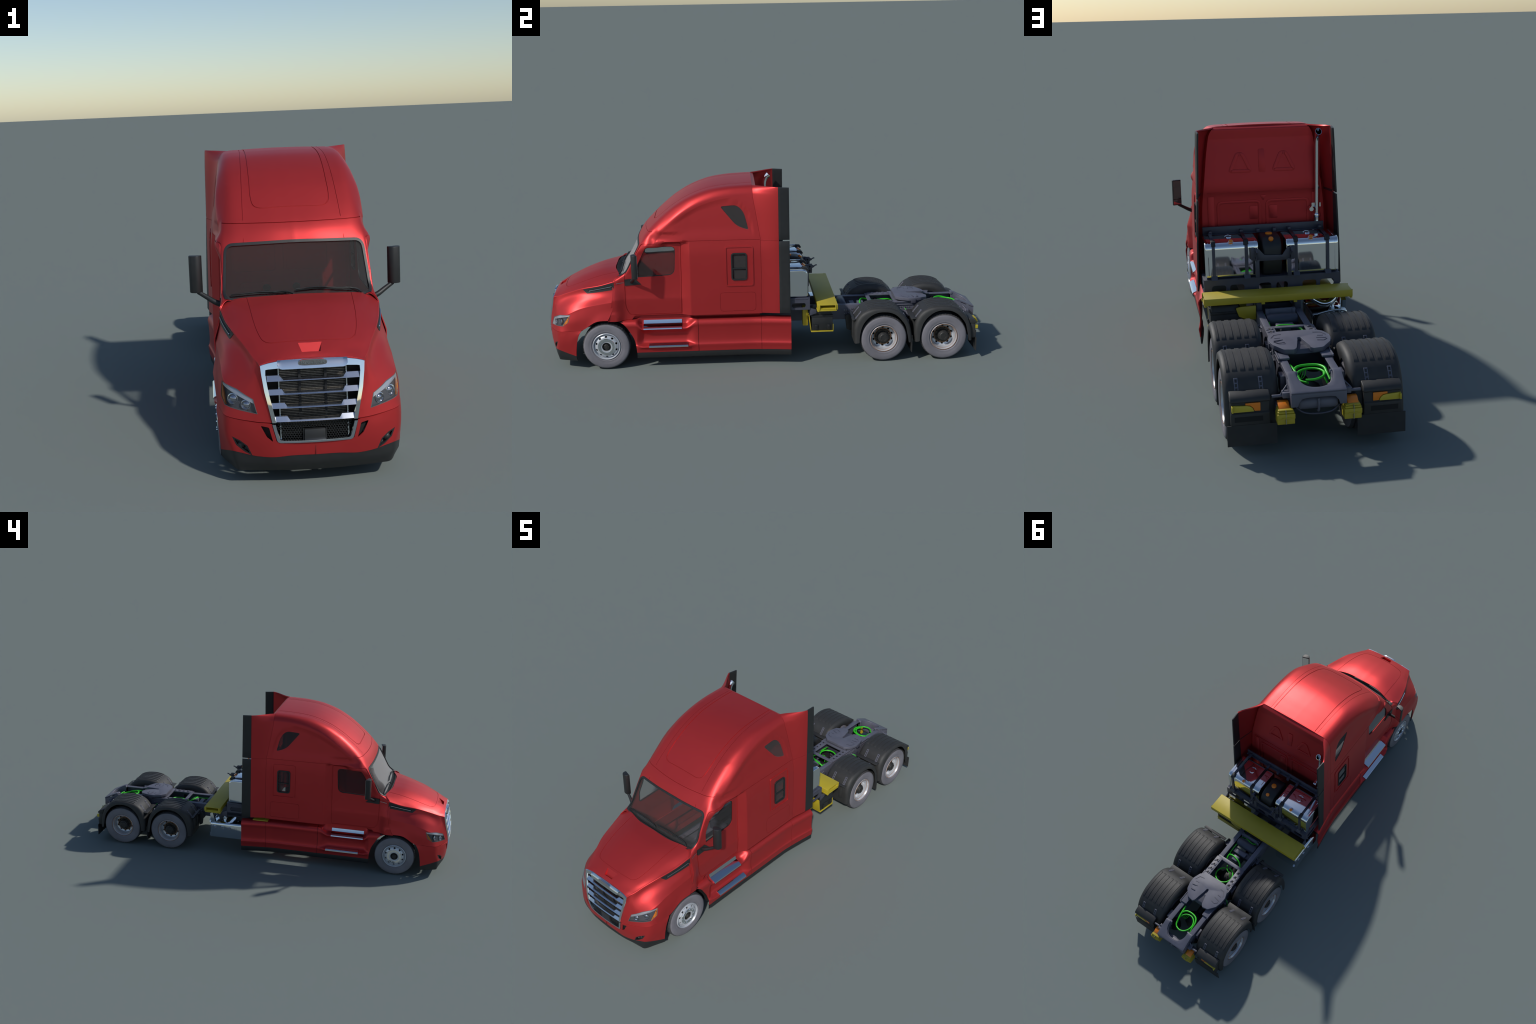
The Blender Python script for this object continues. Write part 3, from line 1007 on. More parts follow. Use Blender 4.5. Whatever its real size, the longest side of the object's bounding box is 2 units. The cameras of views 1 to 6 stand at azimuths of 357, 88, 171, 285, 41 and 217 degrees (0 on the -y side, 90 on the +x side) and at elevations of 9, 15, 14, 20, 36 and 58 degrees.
OPENING = [(.1095, .20), (.1085, .1675), (.0985, .1235), (.090, .1185), (-.090, .1185), (-.0985, .1235), (-.1085, .1675), (-.1095, .20)]
FOG = [(.2105, .1295), (.190, .1215), (.172, .109), (.1595, .0815), (.180, .092), (.200, .1075)]
SLOT = round_poly([(.137, .1645), (.1165, .161), (.107, .1215), (.122, .134)], .003, 2)
upper = Surface(BUMP.G[:, r0:])
lower = Surface(BUMP.G[:, :r0 + 1])
bc = Part().prism(OPENING, "y", -1.1, -.95)
for s in (1, -1):
    f = (lambda p: p) if s > 0 else flipx
    bc.prism(f(FOG), "y", -1.1, -.90)
    bc.prism(f(SLOT), "y", -1.1, -.95)
bm_ = boolean(upper.shell(0, -.004), bc.make("c", RED, mesh_only=True, angle=None), "DIFFERENCE")
bm_.materials.clear(); bm_.materials.append(RED); bm_.name = "bumper"
upper.adopt(bm_)
bumper = link(bpy.data.objects.new("bumper", bm_))
vl = lower.shell(-.0008, -.004); vl.materials.append(BLACK); vl.name = "bumper_valance"; lower.adopt(vl)
link(bpy.data.objects.new("bumper_valance", vl), bumper)
for s in (1, -1):
    f = (lambda p: p) if s > 0 else flipx
    lim = dict(lo=(min(.09 * s, .22 * s), -1.0, .06), hi=(max(.09 * s, .22 * s), -.90, .18))
    fl = upper.panel("fog_light", Part().prism(f(FOG), "y", -1.1, -.90), LENSGREY, -.012, -.016, bumper, **lim)
    upper.panel("fog_light_bezel", Part().ring(f(FOG), f(offset_poly(FOG, -.0035)), "y", -1.1, -.90), BLACK, -.0005, -.016, fl, **lim)
    q = Part().use(BLACK)
    q.lathe([(0, .0105), (.004, .0105), (.007, .008), (.0085, .004), (.009, .001)], (.186 * s, -.948, .1065), "y", 24)
    q.v = [(x, -.948 - (y + .948), z) for x, y, z in q.v]
    q.make("fog_light_bulb", BLACK, fl)
    upper.panel("bumper_slot_backing", Part().prism(f(SLOT), "y", -1.1, -.90), NEAR_BLACK, -.010, -.014, bumper, **lim)  # near-black plate added behind the cut slot
# strip of shaded red standing in for the bumper's middle shut line
Part().span((-.0005, -.985, .0845), (.0005, -.9893, .113)).make("bumper_joint_strip", RED_SHADED, bumper)
# lip over the bumper: folded top edge
edge_pts = [tuple(BUMP.G[i, -1]) for i in range(len(BUMP.G))]
lip = [p for p in edge_pts if abs(p[0]) > .112]
for s in (1, -1):
    pts = [p for p in edge_pts if p[0] * s > .112]
    G = np.array([[(p[0] - s * k * .006 * min(1, abs(p[0]) / .24), p[1] + k * .008, p[2] + k * .003) for k in (0, .5, 1)] for p in pts])
    Part().sheet(G, .002).make("bumper_lip", RED, bumper, angle=40)

# ================================================================ GRILLE
def gy(x, z):
    """front of the grille: leans back and flattens towards the top"""
    yc = pchip([.11, .17, .25, .34], [-.9915, -.9968, -.9850, -.9615], z)
    k = np.interp(z, [.12, .17, .33], [.50, .40, .06])
    return float(yc + k * x * x)


grille = Part()
side = [(p[0], p[2]) for p in HOOD_C[0][8:2:-1]]            # lower end -> corner
top = [(.126, .3185), (.112, .3220), (.088, .3260), (.06, .3280), (.03, .3290), (0, .3292)]
path = side + top
path = path + [(-x, z) for x, z in path[-2::-1]]
inner = []
for x, z in path:
    if z < .312:
        inner.append((x - math.copysign(.0125, x), z))
    else:
        ax = min(abs(x), .1175)
        inner.append((math.copysign(ax, x) if x else 0, .3065 - .003 * (x / .13) ** 2))
G = []
for (ox, oz), (ix, iz) in zip(path, inner):
    row = []
    for t, d in ((0, .004), (.10, -.0030), (.5, -.0030), (.90, -.0028), (1, .003)):
        x, z = ox + (ix - ox) * t, oz + (iz - oz) * t
        row.append((x, gy(x, z) + d, z))
    G.append(row)
grille.sheet(np.array(G), .004)
grille_o = grille.make("grille_surround", CHROME, angle=50)

# U-shaped trim in the bumper
U = [(.1088, .1685), (.104, .149), (.0985, .1265), (.0955, .1205), (.089, .1180), (.045, .1172), (0, .117)]
U = U + [(-x, z) for x, z in U[-2::-1]]
Ui = [(.0985, .1685), (.0945, .149), (.0895, .1305), (.0865, .1265), (.0815, .1248), (.042, .1240), (0, .1238)]
Ui = Ui + [(-x, z) for x, z in Ui[-2::-1]]
G = []
for (ox, oz), (ix, iz) in zip(U, Ui):
    G.append([(ox + (ix - ox) * t, gy(ox + (ix - ox) * t, oz) + d, oz + (iz - oz) * t) for t, d in ((0, .004), (.1, -.0025), (.5, -.003), (.9, -.0025), (1, .003))])
Part().sheet(np.array(G), .004, flip=True).make("lower_grille_trim", BRUSHED, bumper, angle=50)

# badge bar on top with its plate and lettering
q = Part()
sec = []
xs = np.linspace(-.0885, .0885, 31)
rows = []
for x in xs:
    ax = abs(x)
    zt_ = .3278 - .2 * x * x
    zb = .3055 + (.008 * ((ax - .078) / .0105) ** 2 if ax > .078 else 0)
    rows.append([(x, gy(x, z) + d, z) for z, d in ((zb, .004), (zb + .0003, -.0088), (zb + .3 * (zt_ - zb), -.0085), (zb + .75 * (zt_ - zb), -.0060), (zt_, -.0020), (zt_, .004))])
q.sheet(np.array(rows), .0015)
q.make("grille_badge_bar", CHROME, grille_o, angle=40)
BY = gy(0, .3195) - .0085
el = [(.0355 * math.copysign(abs(math.cos(a)) ** .6, math.cos(a)), 0.3195 + .0072 * math.copysign(abs(math.sin(a)) ** .7, math.sin(a))) for a in np.linspace(0, 2 * math.pi, 41)[:-1]]
q = Part().use(CHROME).prism(offset_poly(el, .0012), "y", BY - .0012, BY + .006)
q.use(LENSGREY).prism(el, "y", BY - .0018, BY + .006)
q.make("grille_badge", CHROME, grille_o, angle=40)
cu = bpy.data.curves.new("badge_lettering", "FONT")
cu.body = "FREIGHTLINER"
cu.size = .0098; cu.extrude = .0005; cu.align_x = "CENTER"; cu.align_y = "CENTER"; cu.shear = .15
to = bpy.data.objects.new("tmp_text", cu); SCN.objects.link(to)
dg = bpy.context.evaluated_depsgraph_get(); dg.update()
tm = bpy.data.meshes.new_from_object(to.evaluated_get(dg))
bpy.data.objects.remove(to)
tm.materials.clear(); tm.materials.append(CHROME)
wx = max(v.co.x for v in tm.vertices) - min(v.co.x for v in tm.vertices)
for v in tm.vertices:
    v.co = Vector((v.co.x * .060 / wx, BY - .0022 - v.co.z, .3195 + v.co.y))
link(bpy.data.objects.new("badge_lettering", tm), grille_o)

# four louvre bars: deep at the sides, a thin blade in the middle
for zt_, zb, xa, xb, xe in ((.2890, .2755, .085, .076, .1165), (.2552, .2422, .080, .0735, .113), (.2215, .2088, .0745, .068, .109), (.1878, .175, .069, .0625, .104)):
    rows = []
    for x in sorted(set([round(v, 5) for v in list(np.linspace(-xe, xe, 41)) + [xa, xb, -xa, -xb]])):
        ax = abs(x)
        tz = zt_ if ax >= xa else (zb + .0045 if ax <= xb else zb + .0045 + (zt_ - zb - .0045) * (ax - xb) / (xa - xb))
        sink = 0.0
        rows.append([(x, gy(x, z) + d, z) for z, d in ((zb, .016), (zb, -.0005), (zb + .0006, -.0025), (tz - .0006, -.0025 + .65 * (tz - zb)), (tz, .0005 + .65 * (tz - zb)), (tz, .016))])
    R = np.array(rows)
    p = Part()
    n_, m_ = R.shape[:2]
    fs = [(i * m_ + j, (i + 1) * m_ + j, (i + 1) * m_ + (j + 1) % m_, i * m_ + (j + 1) % m_) for i in range(n_ - 1) for j in range(m_)]
    fs += [tuple(range(m_)), tuple(range((n_ - 1) * m_, n_ * m_))]
    p.add(R.reshape(-1, 3).tolist(), fs)
    p.make("grille_bar", BRUSHED, grille_o, angle=35)
q = Part()
for s in (1, -1):
    q.add([(x, gy(x, z) + .010 + d, z) for z in (.125, .306) for x, d in ((.0845 * s, 0), (.0875 * s, 0), (.0875 * s, .02), (.0845 * s, .02))],
          [(0, 1, 2, 3), (7, 6, 5, 4), (0, 1, 5, 4), (1, 2, 6, 5), (2, 3, 7, 6), (3, 0, 4, 7)])
q.make("grille_post", CHROME, grille_o)
# radiator core, finned
q = Part().use(NEAR_BLACK).span((-.128, -.940, .10), (.128, -.945, .325))  # black plate added behind the fins to block the view through
q.use(MESHB)
for i in range(43):
    z = .132 + i * .0041
    q.span((-.084, -.968 + .018 * (z - .12) / .2, z), (.084, -.947, z + .0022))
q.use(NEAR_BLACK)
for x in (-.033, .033):
    q.span((x - .003, -.962, .13), (x + .003, -.950, .31))
q.make("radiator_core", MESHB, grille_o, angle=None)
# honeycomb in the lower opening
q = Part().use(BLACK)
pitch = .0066
for r in range(9):
    for c_ in range(-15, 16):
        x = c_ * pitch + (pitch / 2 if r % 2 else 0)
        z = .1245 + r * pitch * .86
        lim_x = .085 if z < .15 else .094
        if abs(x) > lim_x or (abs(x) < .031 and z < .153) or z > .176 or (.142 < z < .158 and abs(x) < .094 and False):
            continue
        hexo = [(x + pitch * .57 * math.sin(k * math.pi / 3), z + pitch * .57 * math.cos(k * math.pi / 3)) for k in range(6)]
        hexi = [(x + pitch * .45 * math.sin(k * math.pi / 3), z + pitch * .45 * math.cos(k * math.pi / 3)) for k in range(6)]
        q.ring(hexo, hexi, "y", gy(x, z) + .012, gy(x, z) + .017)
o = q.make("honeycomb_mesh", BLACK, bumper, angle=None)
o["kind"] = "stuff"
q = Part().use(RADAR)
q.span((-.0275, -.990, .118), (.026, -.975, .1505)).make("radar_cover", LENSGREY, bumper, bevel=.0015)
q = Part().span((-.0305, -.986, .117), (-.0285, -.975, .153)).span((.027, -.986, .117), (.029, -.975, .153))
q.make("radar_bracket", BLACK, bumper)

# ================================================================ SIDE SKIRTS AND STEPS
SK_N = [(.212, .2265), (.224, .2245), (.234, .2205), (.2410, .213), (.2445, .2015), (.2425, .191), (.2405, .165), (.2405, .125), (.2430, .112), (.2455, .1075), (.2455, .100), (.2438, .090), (.2425, .0745)]
SK_S = [(.206, .238), (.2075, .2185), (.2135, .2005), (.2405, .1885), (.2435, .1830), (.236, .1760), (.223, .160), (.222, .125), (.2300, .1140), (.2505, .1055), (.2520, .1000), (.2440, .0925), (.2415, .0745)]
ARCH_Z = [.07, .091, .131, .172, .206, .224, .24]
ARCH_Y = [-.590, -.591, -.598, -.618, -.640, -.668, -.690]


def skirt_half(y, row_t=None):
    w = smooth(-.588, -.560, y) * smooth(-.318, -.368, y)
    a = np.array(SK_N) * (1 - w) + np.array(SK_S) * w
    a = a.copy()
    fl = .0205 * max(0, (y + .075) / .183) ** 1.25
    a[:, 0] += fl
    return a


def profile_line(a):
    return catmull(np.c_[a, np.zeros(len(a))], [2, 2, 3, 2, 2, 3, 4, 4, 2, 2, 2, 3])[:, :2]


for s in (1, -1):
    ys = np.concatenate([np.linspace(0, 1, 15)[:-1], 1 + np.linspace(0, 1, 46)])
    G = []
    for t in ys:
        row = []
        prof = profile_line(skirt_half(-.575 if t <= .9 else -.575)) if False else None
        for k in range(len(profile_line(np.array(SK_N)))):
            # front columns follow the wheel arch
            z_ref = profile_line(np.array(SK_N))[k][1]
            row.append(z_ref)
        G.append(row)
    base = profile_line(np.array(SK_N))
    yf = np.array([float(pchip(ARCH_Z, ARCH_Y, z)) for z in base[:, 1]])
    cols = []
    for t in ys:
        y_nom = -.59 + (t - 1) * .28 if t > 1 else -.59
        if t <= 1:
            pr = base
            yy = yf + (-.588 - yf) * t
            cols.append(np.array([[pr[k][0] - .002 * (1 - t), yy[k] if yf[k] < -.5885 else -.5905 + .0025 * t, pr[k][1]] for k in range(len(base))]))
        else:
            y_ = -.588 + (t - 1) * .2765
            pr = profile_line(skirt_half(y_))
            cols.append(np.array([[p[0], y_, p[1]] for p in pr]))
    G = np.array(cols)
    G[:, :, 0] *= s
    step = Part().sheet(G, .004, flip=(s > 0)).make("step_panel", RED, angle=28)
    for y0, y1 in ((-.3095, -.0255), (-.0243, .1085)):
        G = np.array([[(s * p[0], y + (.001 * (p[1] - .15) if y > .1 else 0), p[1]) for p in profile_line(skirt_half(y))] for y in np.linspace(y0, y1, 18)])
        Part().sheet(G, .004, flip=(s > 0)).make("side_skirt", RED, angle=28)
    G = np.array([[(s * (.2395 + .0205 * max(0, (y + .075) / .183) ** 1.25 + dx), y, z) for z, dx in ((.0755, .001), (.070, .0015), (.052, .0005), (.047, -.002))] for y in np.concatenate([np.linspace(-.5895, -.075, 20), np.linspace(-.06, .108, 16)])])
    Part().sheet(G, .004, flip=(s > 0)).make("skirt_valance", BLACK, angle=40)
    for yj in (-.3105, -.0249):
        a_ = skirt_half(yj)
        G = np.array([[(s * (p[0] - .0025), y, p[1]) for p in profile_line(a_)] for y in (yj - .004, yj, yj + .004)])
        Part().sheet(G, .001, flip=(s > 0)).make("skirt_joint_backing", RED_SHADED, angle=40)  # dark backing strip added so no light leaks through the panel gap
    # inner sill behind the step well
    q = Part().span((.205 * s, -.60, .205), (.2005 * s, -.03, .262))
    q.make("sill", RED)
    # bright tread plates
    def plate(name, sec, y0, y1, mat):
        G = np.array([[(s * x, y, z) for x, z in sec] for y in np.linspace(y0, y1, 8)])
        return Part().sheet(G, .0025, flip=(s < 0)).make(name, mat, step, angle=25)
    plate("step_tread", [(.2080, .2175), (.2108, .2085), (.2143, .2008), (.225, .1963), (.2400, .1897), (.2440, .1875), (.2452, .1835)], -.556, -.384, POLISHED)
    plate("step_tread", [(.2335, .1135), (.242, .1102), (.2500, .1070), (.2530, .1045), (.2535, .1005)], -.534, -.358, POLISHED)
    q = Part()
    for k in range(8):
        q.span((s * .222, -.548 + k * .0205, .1990), (s * .236, -.537 + k * .0205, .1995))
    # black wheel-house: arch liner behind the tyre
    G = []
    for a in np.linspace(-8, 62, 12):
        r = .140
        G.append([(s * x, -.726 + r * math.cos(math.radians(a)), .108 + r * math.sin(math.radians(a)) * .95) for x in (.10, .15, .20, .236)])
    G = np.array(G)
    Part().sheet(G, .003).make("wheel_arch_liner", NEAR_BLACK, angle=50)
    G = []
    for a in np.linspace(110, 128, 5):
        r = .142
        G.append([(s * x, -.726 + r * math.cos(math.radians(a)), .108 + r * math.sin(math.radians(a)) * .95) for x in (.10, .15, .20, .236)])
    Part().sheet(np.array(G), .003).make("wheel_arch_liner", NEAR_BLACK, angle=50)

# ================================================================ MIRRORS
for s in (1, -1):
    tri_ = round_poly([(-.631, .414), (-.586, .4185), (-.558, .390), (-.631, .386)], .002, 2)
    base = CAB.panel("mirror_base", Part().prism(tri_, "x", .15 * s, .30 * s), BLACK, .0035, -.003, lo=(min(.19 * s, .25 * s), -.64, .38), hi=(max(.19 * s, .25 * s), -.55, .43))
    arm = Part().tube([(.220 * s, -.600, .4035), (.236 * s, -.598, .410), (.258 * s, -.589, .423), (.283 * s, -.581, .438)], lambda t: .0085 - .0025 * t, 12, 6)
    arm = arm.make("mirror_arm", BLACK, angle=60)
    ca, sa = math.cos(math.radians(17)), math.sin(math.radians(17))
    def turn(x, y):
        # housing plan, turned towards the driver; local x outwards, y rearwards
        return (s * (.2875 + x * ca - y * sa), -.574 + x * sa + y * ca)
    plan = round_poly([turn(-.0185, .005), turn(-.0185, -.007), turn(-.010, -.0175), turn(.010, -.0175), turn(.0185, -.007), turn(.0185, .005)], [.002, .006, .008, .008, .006, .002], 4)
    q = Part().prism(plan, "z", .4365, .5435)
    m_ = q.make("side_mirror", BLACK, bevel=.004, seg=3, angle=50)
    arm.parent = m_; base.parent = m_
    for z0, z1 in ((.4640, .5400), (.4405, .4615)):
        pl = [turn(-.0165, .0045), turn(.0165, .0045), turn(.0165, .0058), turn(-.0165, .0058)]
        Part().prism(pl, "z", z0, z1).make("mirror_glass", MIRRORG, m_, angle=None)
# small name strip between hood and door
for s in (1, -1):
    q = Part()
    for k in range(8):
        y = -.668 + k * .0042
        q.span((.15 * s, y, .3955 + k * .0004), (.30 * s, y + .0027, .3985 + k * .0004))
    CAB.panel("name_strip", q, BRUSHED, .0012, -.001, lo=(min(.19 * s, .25 * s), -.68, .38), hi=(max(.19 * s, .25 * s), -.62, .42))

# ================================================================ WIPERS AND COWL
def on_glass(x, z, off=.006):
    h = CAB.bvh.ray_cast(Vector((x, -1.0, z)), Vector((0, 1, 0)))
    return (x, h[0].y - off, z)


WIPE = (((-.011, .430), (-.016, .435), (-.034, .4405), (-.079, .4425), (-.127, .4415), (-.191, .4375)),
        ((.179, .430), (.169, .4365), (.154, .4405), (.100, .4445), (.055, .4485), (-.006, .4460)))
for pts in WIPE:
    q = Part().tube([on_glass(x, z, .008) for x, z in pts], lambda t: .0034 - .0018 * t, 6, 6)
    w_ = q.make("wiper_arm", BLACK, angle=60)
    q = Part().tube([on_glass(x, z - .0045, .003) for x, z in pts[2:]], .0020, 6, 8)
    q.make("wiper_blade", BLACK, w_, angle=60)
G = []
for x in np.linspace(-.20, .20, 21):
    yr = -.681 + .45 * x * x
    G.append([(x, yr + .002, .437 - .35 * x * x), (x, yr + .012, .424), (x, yr + .026, .4185), (x, yr + .04, .416)])
Part().sheet(np.array(G), .003).make("cowl", BLACK, angle=60)
#PART4

# ================================================================ WHEELS (axis x, outer face towards +x)
def tyre_mesh(w=.070, R=.108, name="tyre"):
    seg = 144
    h = w / 2
    prof = [(-h * .72, .0600), (-h * .92, .066), (-h * 1.0, .078), (-h * 1.02, .086), (-h * .97, .097), (-h * .90, .1025), (-h * .82, .1058),
            (-h * .62, .1075), (-h * .58, .1035), (-h * .50, .1035), (-h * .46, .1078), (-h * .10, R), (-h * .06, .104), (h * .06, .104), (h * .10, R), (h * .46, .1078), (h * .50, .1035), (h * .58, .1035),
            (h * .62, .1075), (h * .82, .1058), (h * .90, .1025), (h * .955, .0985), (h * .965, .0975), (h * .975, .0955), (h * 1.02, .086), (h * 1.0, .078), (h * .955, .0715), (h * .965, .0700), (h * .92, .066), (h * .72, .0600)]
    p = Part()
    vs, fs, mi = [], [], []
    for a, r in prof:
        for i in range(seg):
            rr = r
            if r > .1040 and i % 3 == 0:
                rr = r - (.0016 if abs(a) > h * .4 else .0008)
            t = 2 * math.pi * (i + (.6 if abs(a) < h * .3 else 0)) / seg
            vs.append((a, rr * math.cos(t), rr * math.sin(t)))
    p.use(TYRE); p.use(TREAD)
    side_f, tread_f = [], []
    n = len(prof)
    for k in range(n):
        q = (k + 1) % n
        for i in range(seg):
            j = (i + 1) % seg
            f = (k * seg + i, k * seg + j, q * seg + j, q * seg + i)
            (tread_f if prof[k][1] > .1022 and prof[q][1] > .1022 else side_f).append(f)
    p.use(TYRE).add(vs, side_f)
    o = len(p.v)
    p.use(TREAD)
    p.f += tread_f; p.mi += [p.cur] * len(tread_f)
    return p.make(name, mesh_only=True, angle=30)


def rim_part(prof, holes, mat, hole_x, hole_r, pitch_r):
    me = Part().lathe(prof, seg=96, closed=True).make("rim", mat, mesh_only=True, angle=None)
    c = Part()
    for k in range(holes):
        a = 2 * math.pi * (k + .5) / holes
        cy, cz = pitch_r * math.cos(a), pitch_r * math.sin(a)
        el = []
        for t in np.linspace(0, 2 * math.pi, 17)[:-1]:
            u, v = hole_r * math.cos(t), hole_r * 1.35 * math.sin(t)
            el.append((cy + u * math.cos(a) - v * math.sin(a), cz + u * math.sin(a) + v * math.cos(a)))
        c.prism(el, "x", hole_x[0], hole_x[1])
    me = boolean(me, c.make("c", mat, mesh_only=True, angle=None), "DIFFERENCE")
    me.materials.clear(); me.materials.append(mat)
    shade(me, 32)
    me.name = "rim"
    return me


tyre_me = tyre_mesh()
h = .035
front_rim = rim_part([(h * .70, .0635), (h * .86, .0625), (h * .90, .0605), (h * .82, .0585), (h * .55, .0565), (h * .50, .0545), (h * .72, .051), (h * .86, .046), (h * .92, .0405), (h * .92, .020), (h * .80, .020), (h * .80, .040), (h * .70, .046), (h * .40, .053), (h * .2, .0555), (-h * .8, .058), (-h * .8, .061), (h * .1, .0605)],
                     10, RIM, (.010, .045), .0042, .0462)
rear_rim = rim_part([(h * .70, .0635), (h * .88, .0625), (h * .92, .0605), (h * .84, .0585), (h * .62, .0570), (h * .58, .0548), (h * .30, .0540), (h * .15, .0530), (-h * .05, .0500), (-h * .15, .0440), (-h * .15, .020), (-h * .28, .020), (-h * .28, .0445), (-h * .2, .0525), (-h * .8, .058), (-h * .8, .061), (h * .1, .0605)],
                    10, RIM, (-.014, .012), .0042, .0435)


def bolts(part, n, r, x0, x1, br):
    for k in range(n):
        a = 2 * math.pi * k / n
        part.cyl((x0, r * math.cos(a), r * math.sin(a)), (x1, r * math.cos(a), r * math.sin(a)), br, 6)


q = Part().use(CHROME).lathe([(h * .88, .0385), (h * 1.02, .0385), (h * 1.06, .0375), (h * 1.08, .0265), (h * .95, .0255), (h * .7, .0255), (h * .7, .0385)], seg=64, closed=True)
bolts(q, 10, .0325, h * 1.05, h * 1.13, .0022)
q.use(RUST).lathe([(h * .90, .0408), (h * .96, .0405), (h * .96, .0385), (h * .90, .0385)], seg=64, closed=True)
q.use(HUBD).lathe([(h * .70, .0258), (h * .74, .0250), (h * .72, .016), (h * .78, .0125), (h * 1.04, .0115), (h * 1.08, .0100), (h * 1.06, .007), (h * 1.12, .0065), (h * 1.12, .0005)], seg=40)
front_hub = q.make("hub", mesh_only=True, angle=30)
q = Part().use(GREASE).lathe([(-h * .14, .0385), (-h * .06, .038), (-h * .04, .0375), (-h * .02, .024), (-h * .20, .024), (-h * .20, .0385)], seg=64, closed=True)
bolts(q, 10, .0320, -h * .05, h * .18, .0028)
q.use(RUST).lathe([(-h * .10, .0400), (-h * .03, .0395), (-h * .03, .0375), (-h * .10, .0375)], seg=64, closed=True)
q.lathe([(h * .93, .0618), (h * .945, .0605), (h * .92, .0597), (h * .90, .0608)], seg=96, closed=True)
q.lathe([(h * .60, .0566), (h * .63, .0562), (h * .60, .0550), (h * .575, .0556)], seg=96, closed=True)
q.use(HUBD).lathe([(-h * .5, .0275), (h * .1, .0262), (h * .55, .0235), (h * .62, .0225), (h * .65, .0195), (h * .72, .0190), (h * .80, .0165), (h * .81, .012), (h * .76, .0115), (h * .76, .0005)], seg=40)
bolts(q, 8, .0205, h * .60, h * .72, .0016)
rear_hub = q.make("hub", mesh_only=True, angle=30)
inner_rim = Part().lathe([(h * .70, .0635), (h * .9, .0605), (h * .5, .0565), (-h * .3, .054), (-h * .4, .02), (-h * .5, .02), (-h * .8, .058), (-h * .8, .061)], seg=64, closed=True).make("rim", RIM, mesh_only=True)
drum = Part().lathe([(-.030, .045), (.02, .045), (.02, .01), (-.03, .01)], seg=48, closed=True).make("brake_drum", HUBD, mesh_only=True)


def wheel(x, y, parts):
    s = 1 if x > 0 else -1
    w = empty("wheel", None, (x, y, .108), (0, 0, 0 if s > 0 else math.pi))
    for me, dx, nm in parts:
        o = bpy.data.objects.new(nm, me)
        o.location = (dx, 0, 0)
        o.rotation_euler = (random.choice([0, .31, .62, 1.1]) if nm in ("tyre",) else 0, 0, 0)
        link(o, w)
    return w


for s in (1, -1):
    wheel(.2085 * s, -.726, [(tyre_me, 0, "tyre"), (front_rim, .004, "rim"), (front_hub, .001, "hub"), (drum, -.03, "brake_drum")])
    for y in (.531, .807):
        wheel(.2215 * s, y, [(tyre_me, 0, "tyre"), (rear_rim, 0, "rim"), (rear_hub, 0, "hub"), (tyre_me, -.0775, "tyre"), (inner_rim, -.0775, "rim"), (drum, -.09, "brake_drum")])

# ================================================================ CHASSIS
chassis = Part()
for s in (1, -1):
    sec = [(.0785 * s, .147), (.0785 * s, .2185), (.056 * s, .2185), (.056 * s, .2145), (.0745 * s, .2145), (.0745 * s, .151), (.056 * s, .151), (.056 * s, .147)]
    chassis.prism(sec, "y", -.60, .925)
    sec2 = [(x * (.95), z) for x, z in sec]
    chassis.prism(sec2, "y", -.93, -.605)
frame_o = chassis.make("chassis_rail", FRAME, bevel=.0012)
q = Part()
for y in (-.50, -.25, .0, .16):
    q.span((-.0745, y - .015, .155), (.0745, y + .015, .205))
q.span((-.0745, .395, .160), (.0745, .425, .195))
q.span((-.0745, .650, .150), (.0745, .690, .205))
q.make("crossmember", DARKFRAME, frame_o, bevel=.003)
# upper frame bridge behind the catwalk
q = Part()
q.span((-.052, .325, .196), (.052, .336, .234)).span((-.052, .322, .170), (-.04, .338, .234)).span((.04, .322, .170), (.052, .338, .234))
q.make("crossmember", FRAME, frame_o, bevel=.002)
q = Part()
q.span((-.0785, .488, .2188), (.0785, .506, .2235))
for s in (1, -1):
    q.span((.049 * s, .50, .2195), (.0815 * s, .795, .2255))
    for k in range(5):
        q.span((.056 * s, .515 + k * .026, .2255), (.062 * s, .527 + k * .026, .2285))
        q.span((.071 * s, .520 + k * .026, .2255), (.079 * s, .531 + k * .026, .2275))
    q.span((.0795 * s, .60, .222), (.084 * s, .80, .2285)).span((.0795 * s, .60, .210), (.0835 * s, .80, .2145))
q.span((-.08, .606, .2195), (.08, .622, .2275))
q.make("fifth_wheel_rail", FRAME, frame_o, bevel=.0012)
q = Part().use(NEAR_BLACK)
for s in (1, -1):
    for k in range(5):
        q.span((.0635 * s, .515 + k * .026, .2256), (.0695 * s, .526 + k * .026, .2262))
q.make("rail_slot_patch", NEAR_BLACK, frame_o, angle=None)  # near-black patches laid on the rails in place of cut slots

# fifth wheel coupling plate
half = [(.058, .614), (.084, .636), (.0965, .672), (.0955, .700), (.087, .733), (.060, .763), (.030, .768), (.0205, .757), (.0125, .722), (.0075, .700), (.006, .684), (.003, .679)]
poly = half + [(-x, y) for x, y in half[::-1]]
me = Part().prism(round_poly(poly, [.004] * 6 + [.003] * 6 + [.003] * 6 + [.004] * 6, 2), "z", .2335, .2475)
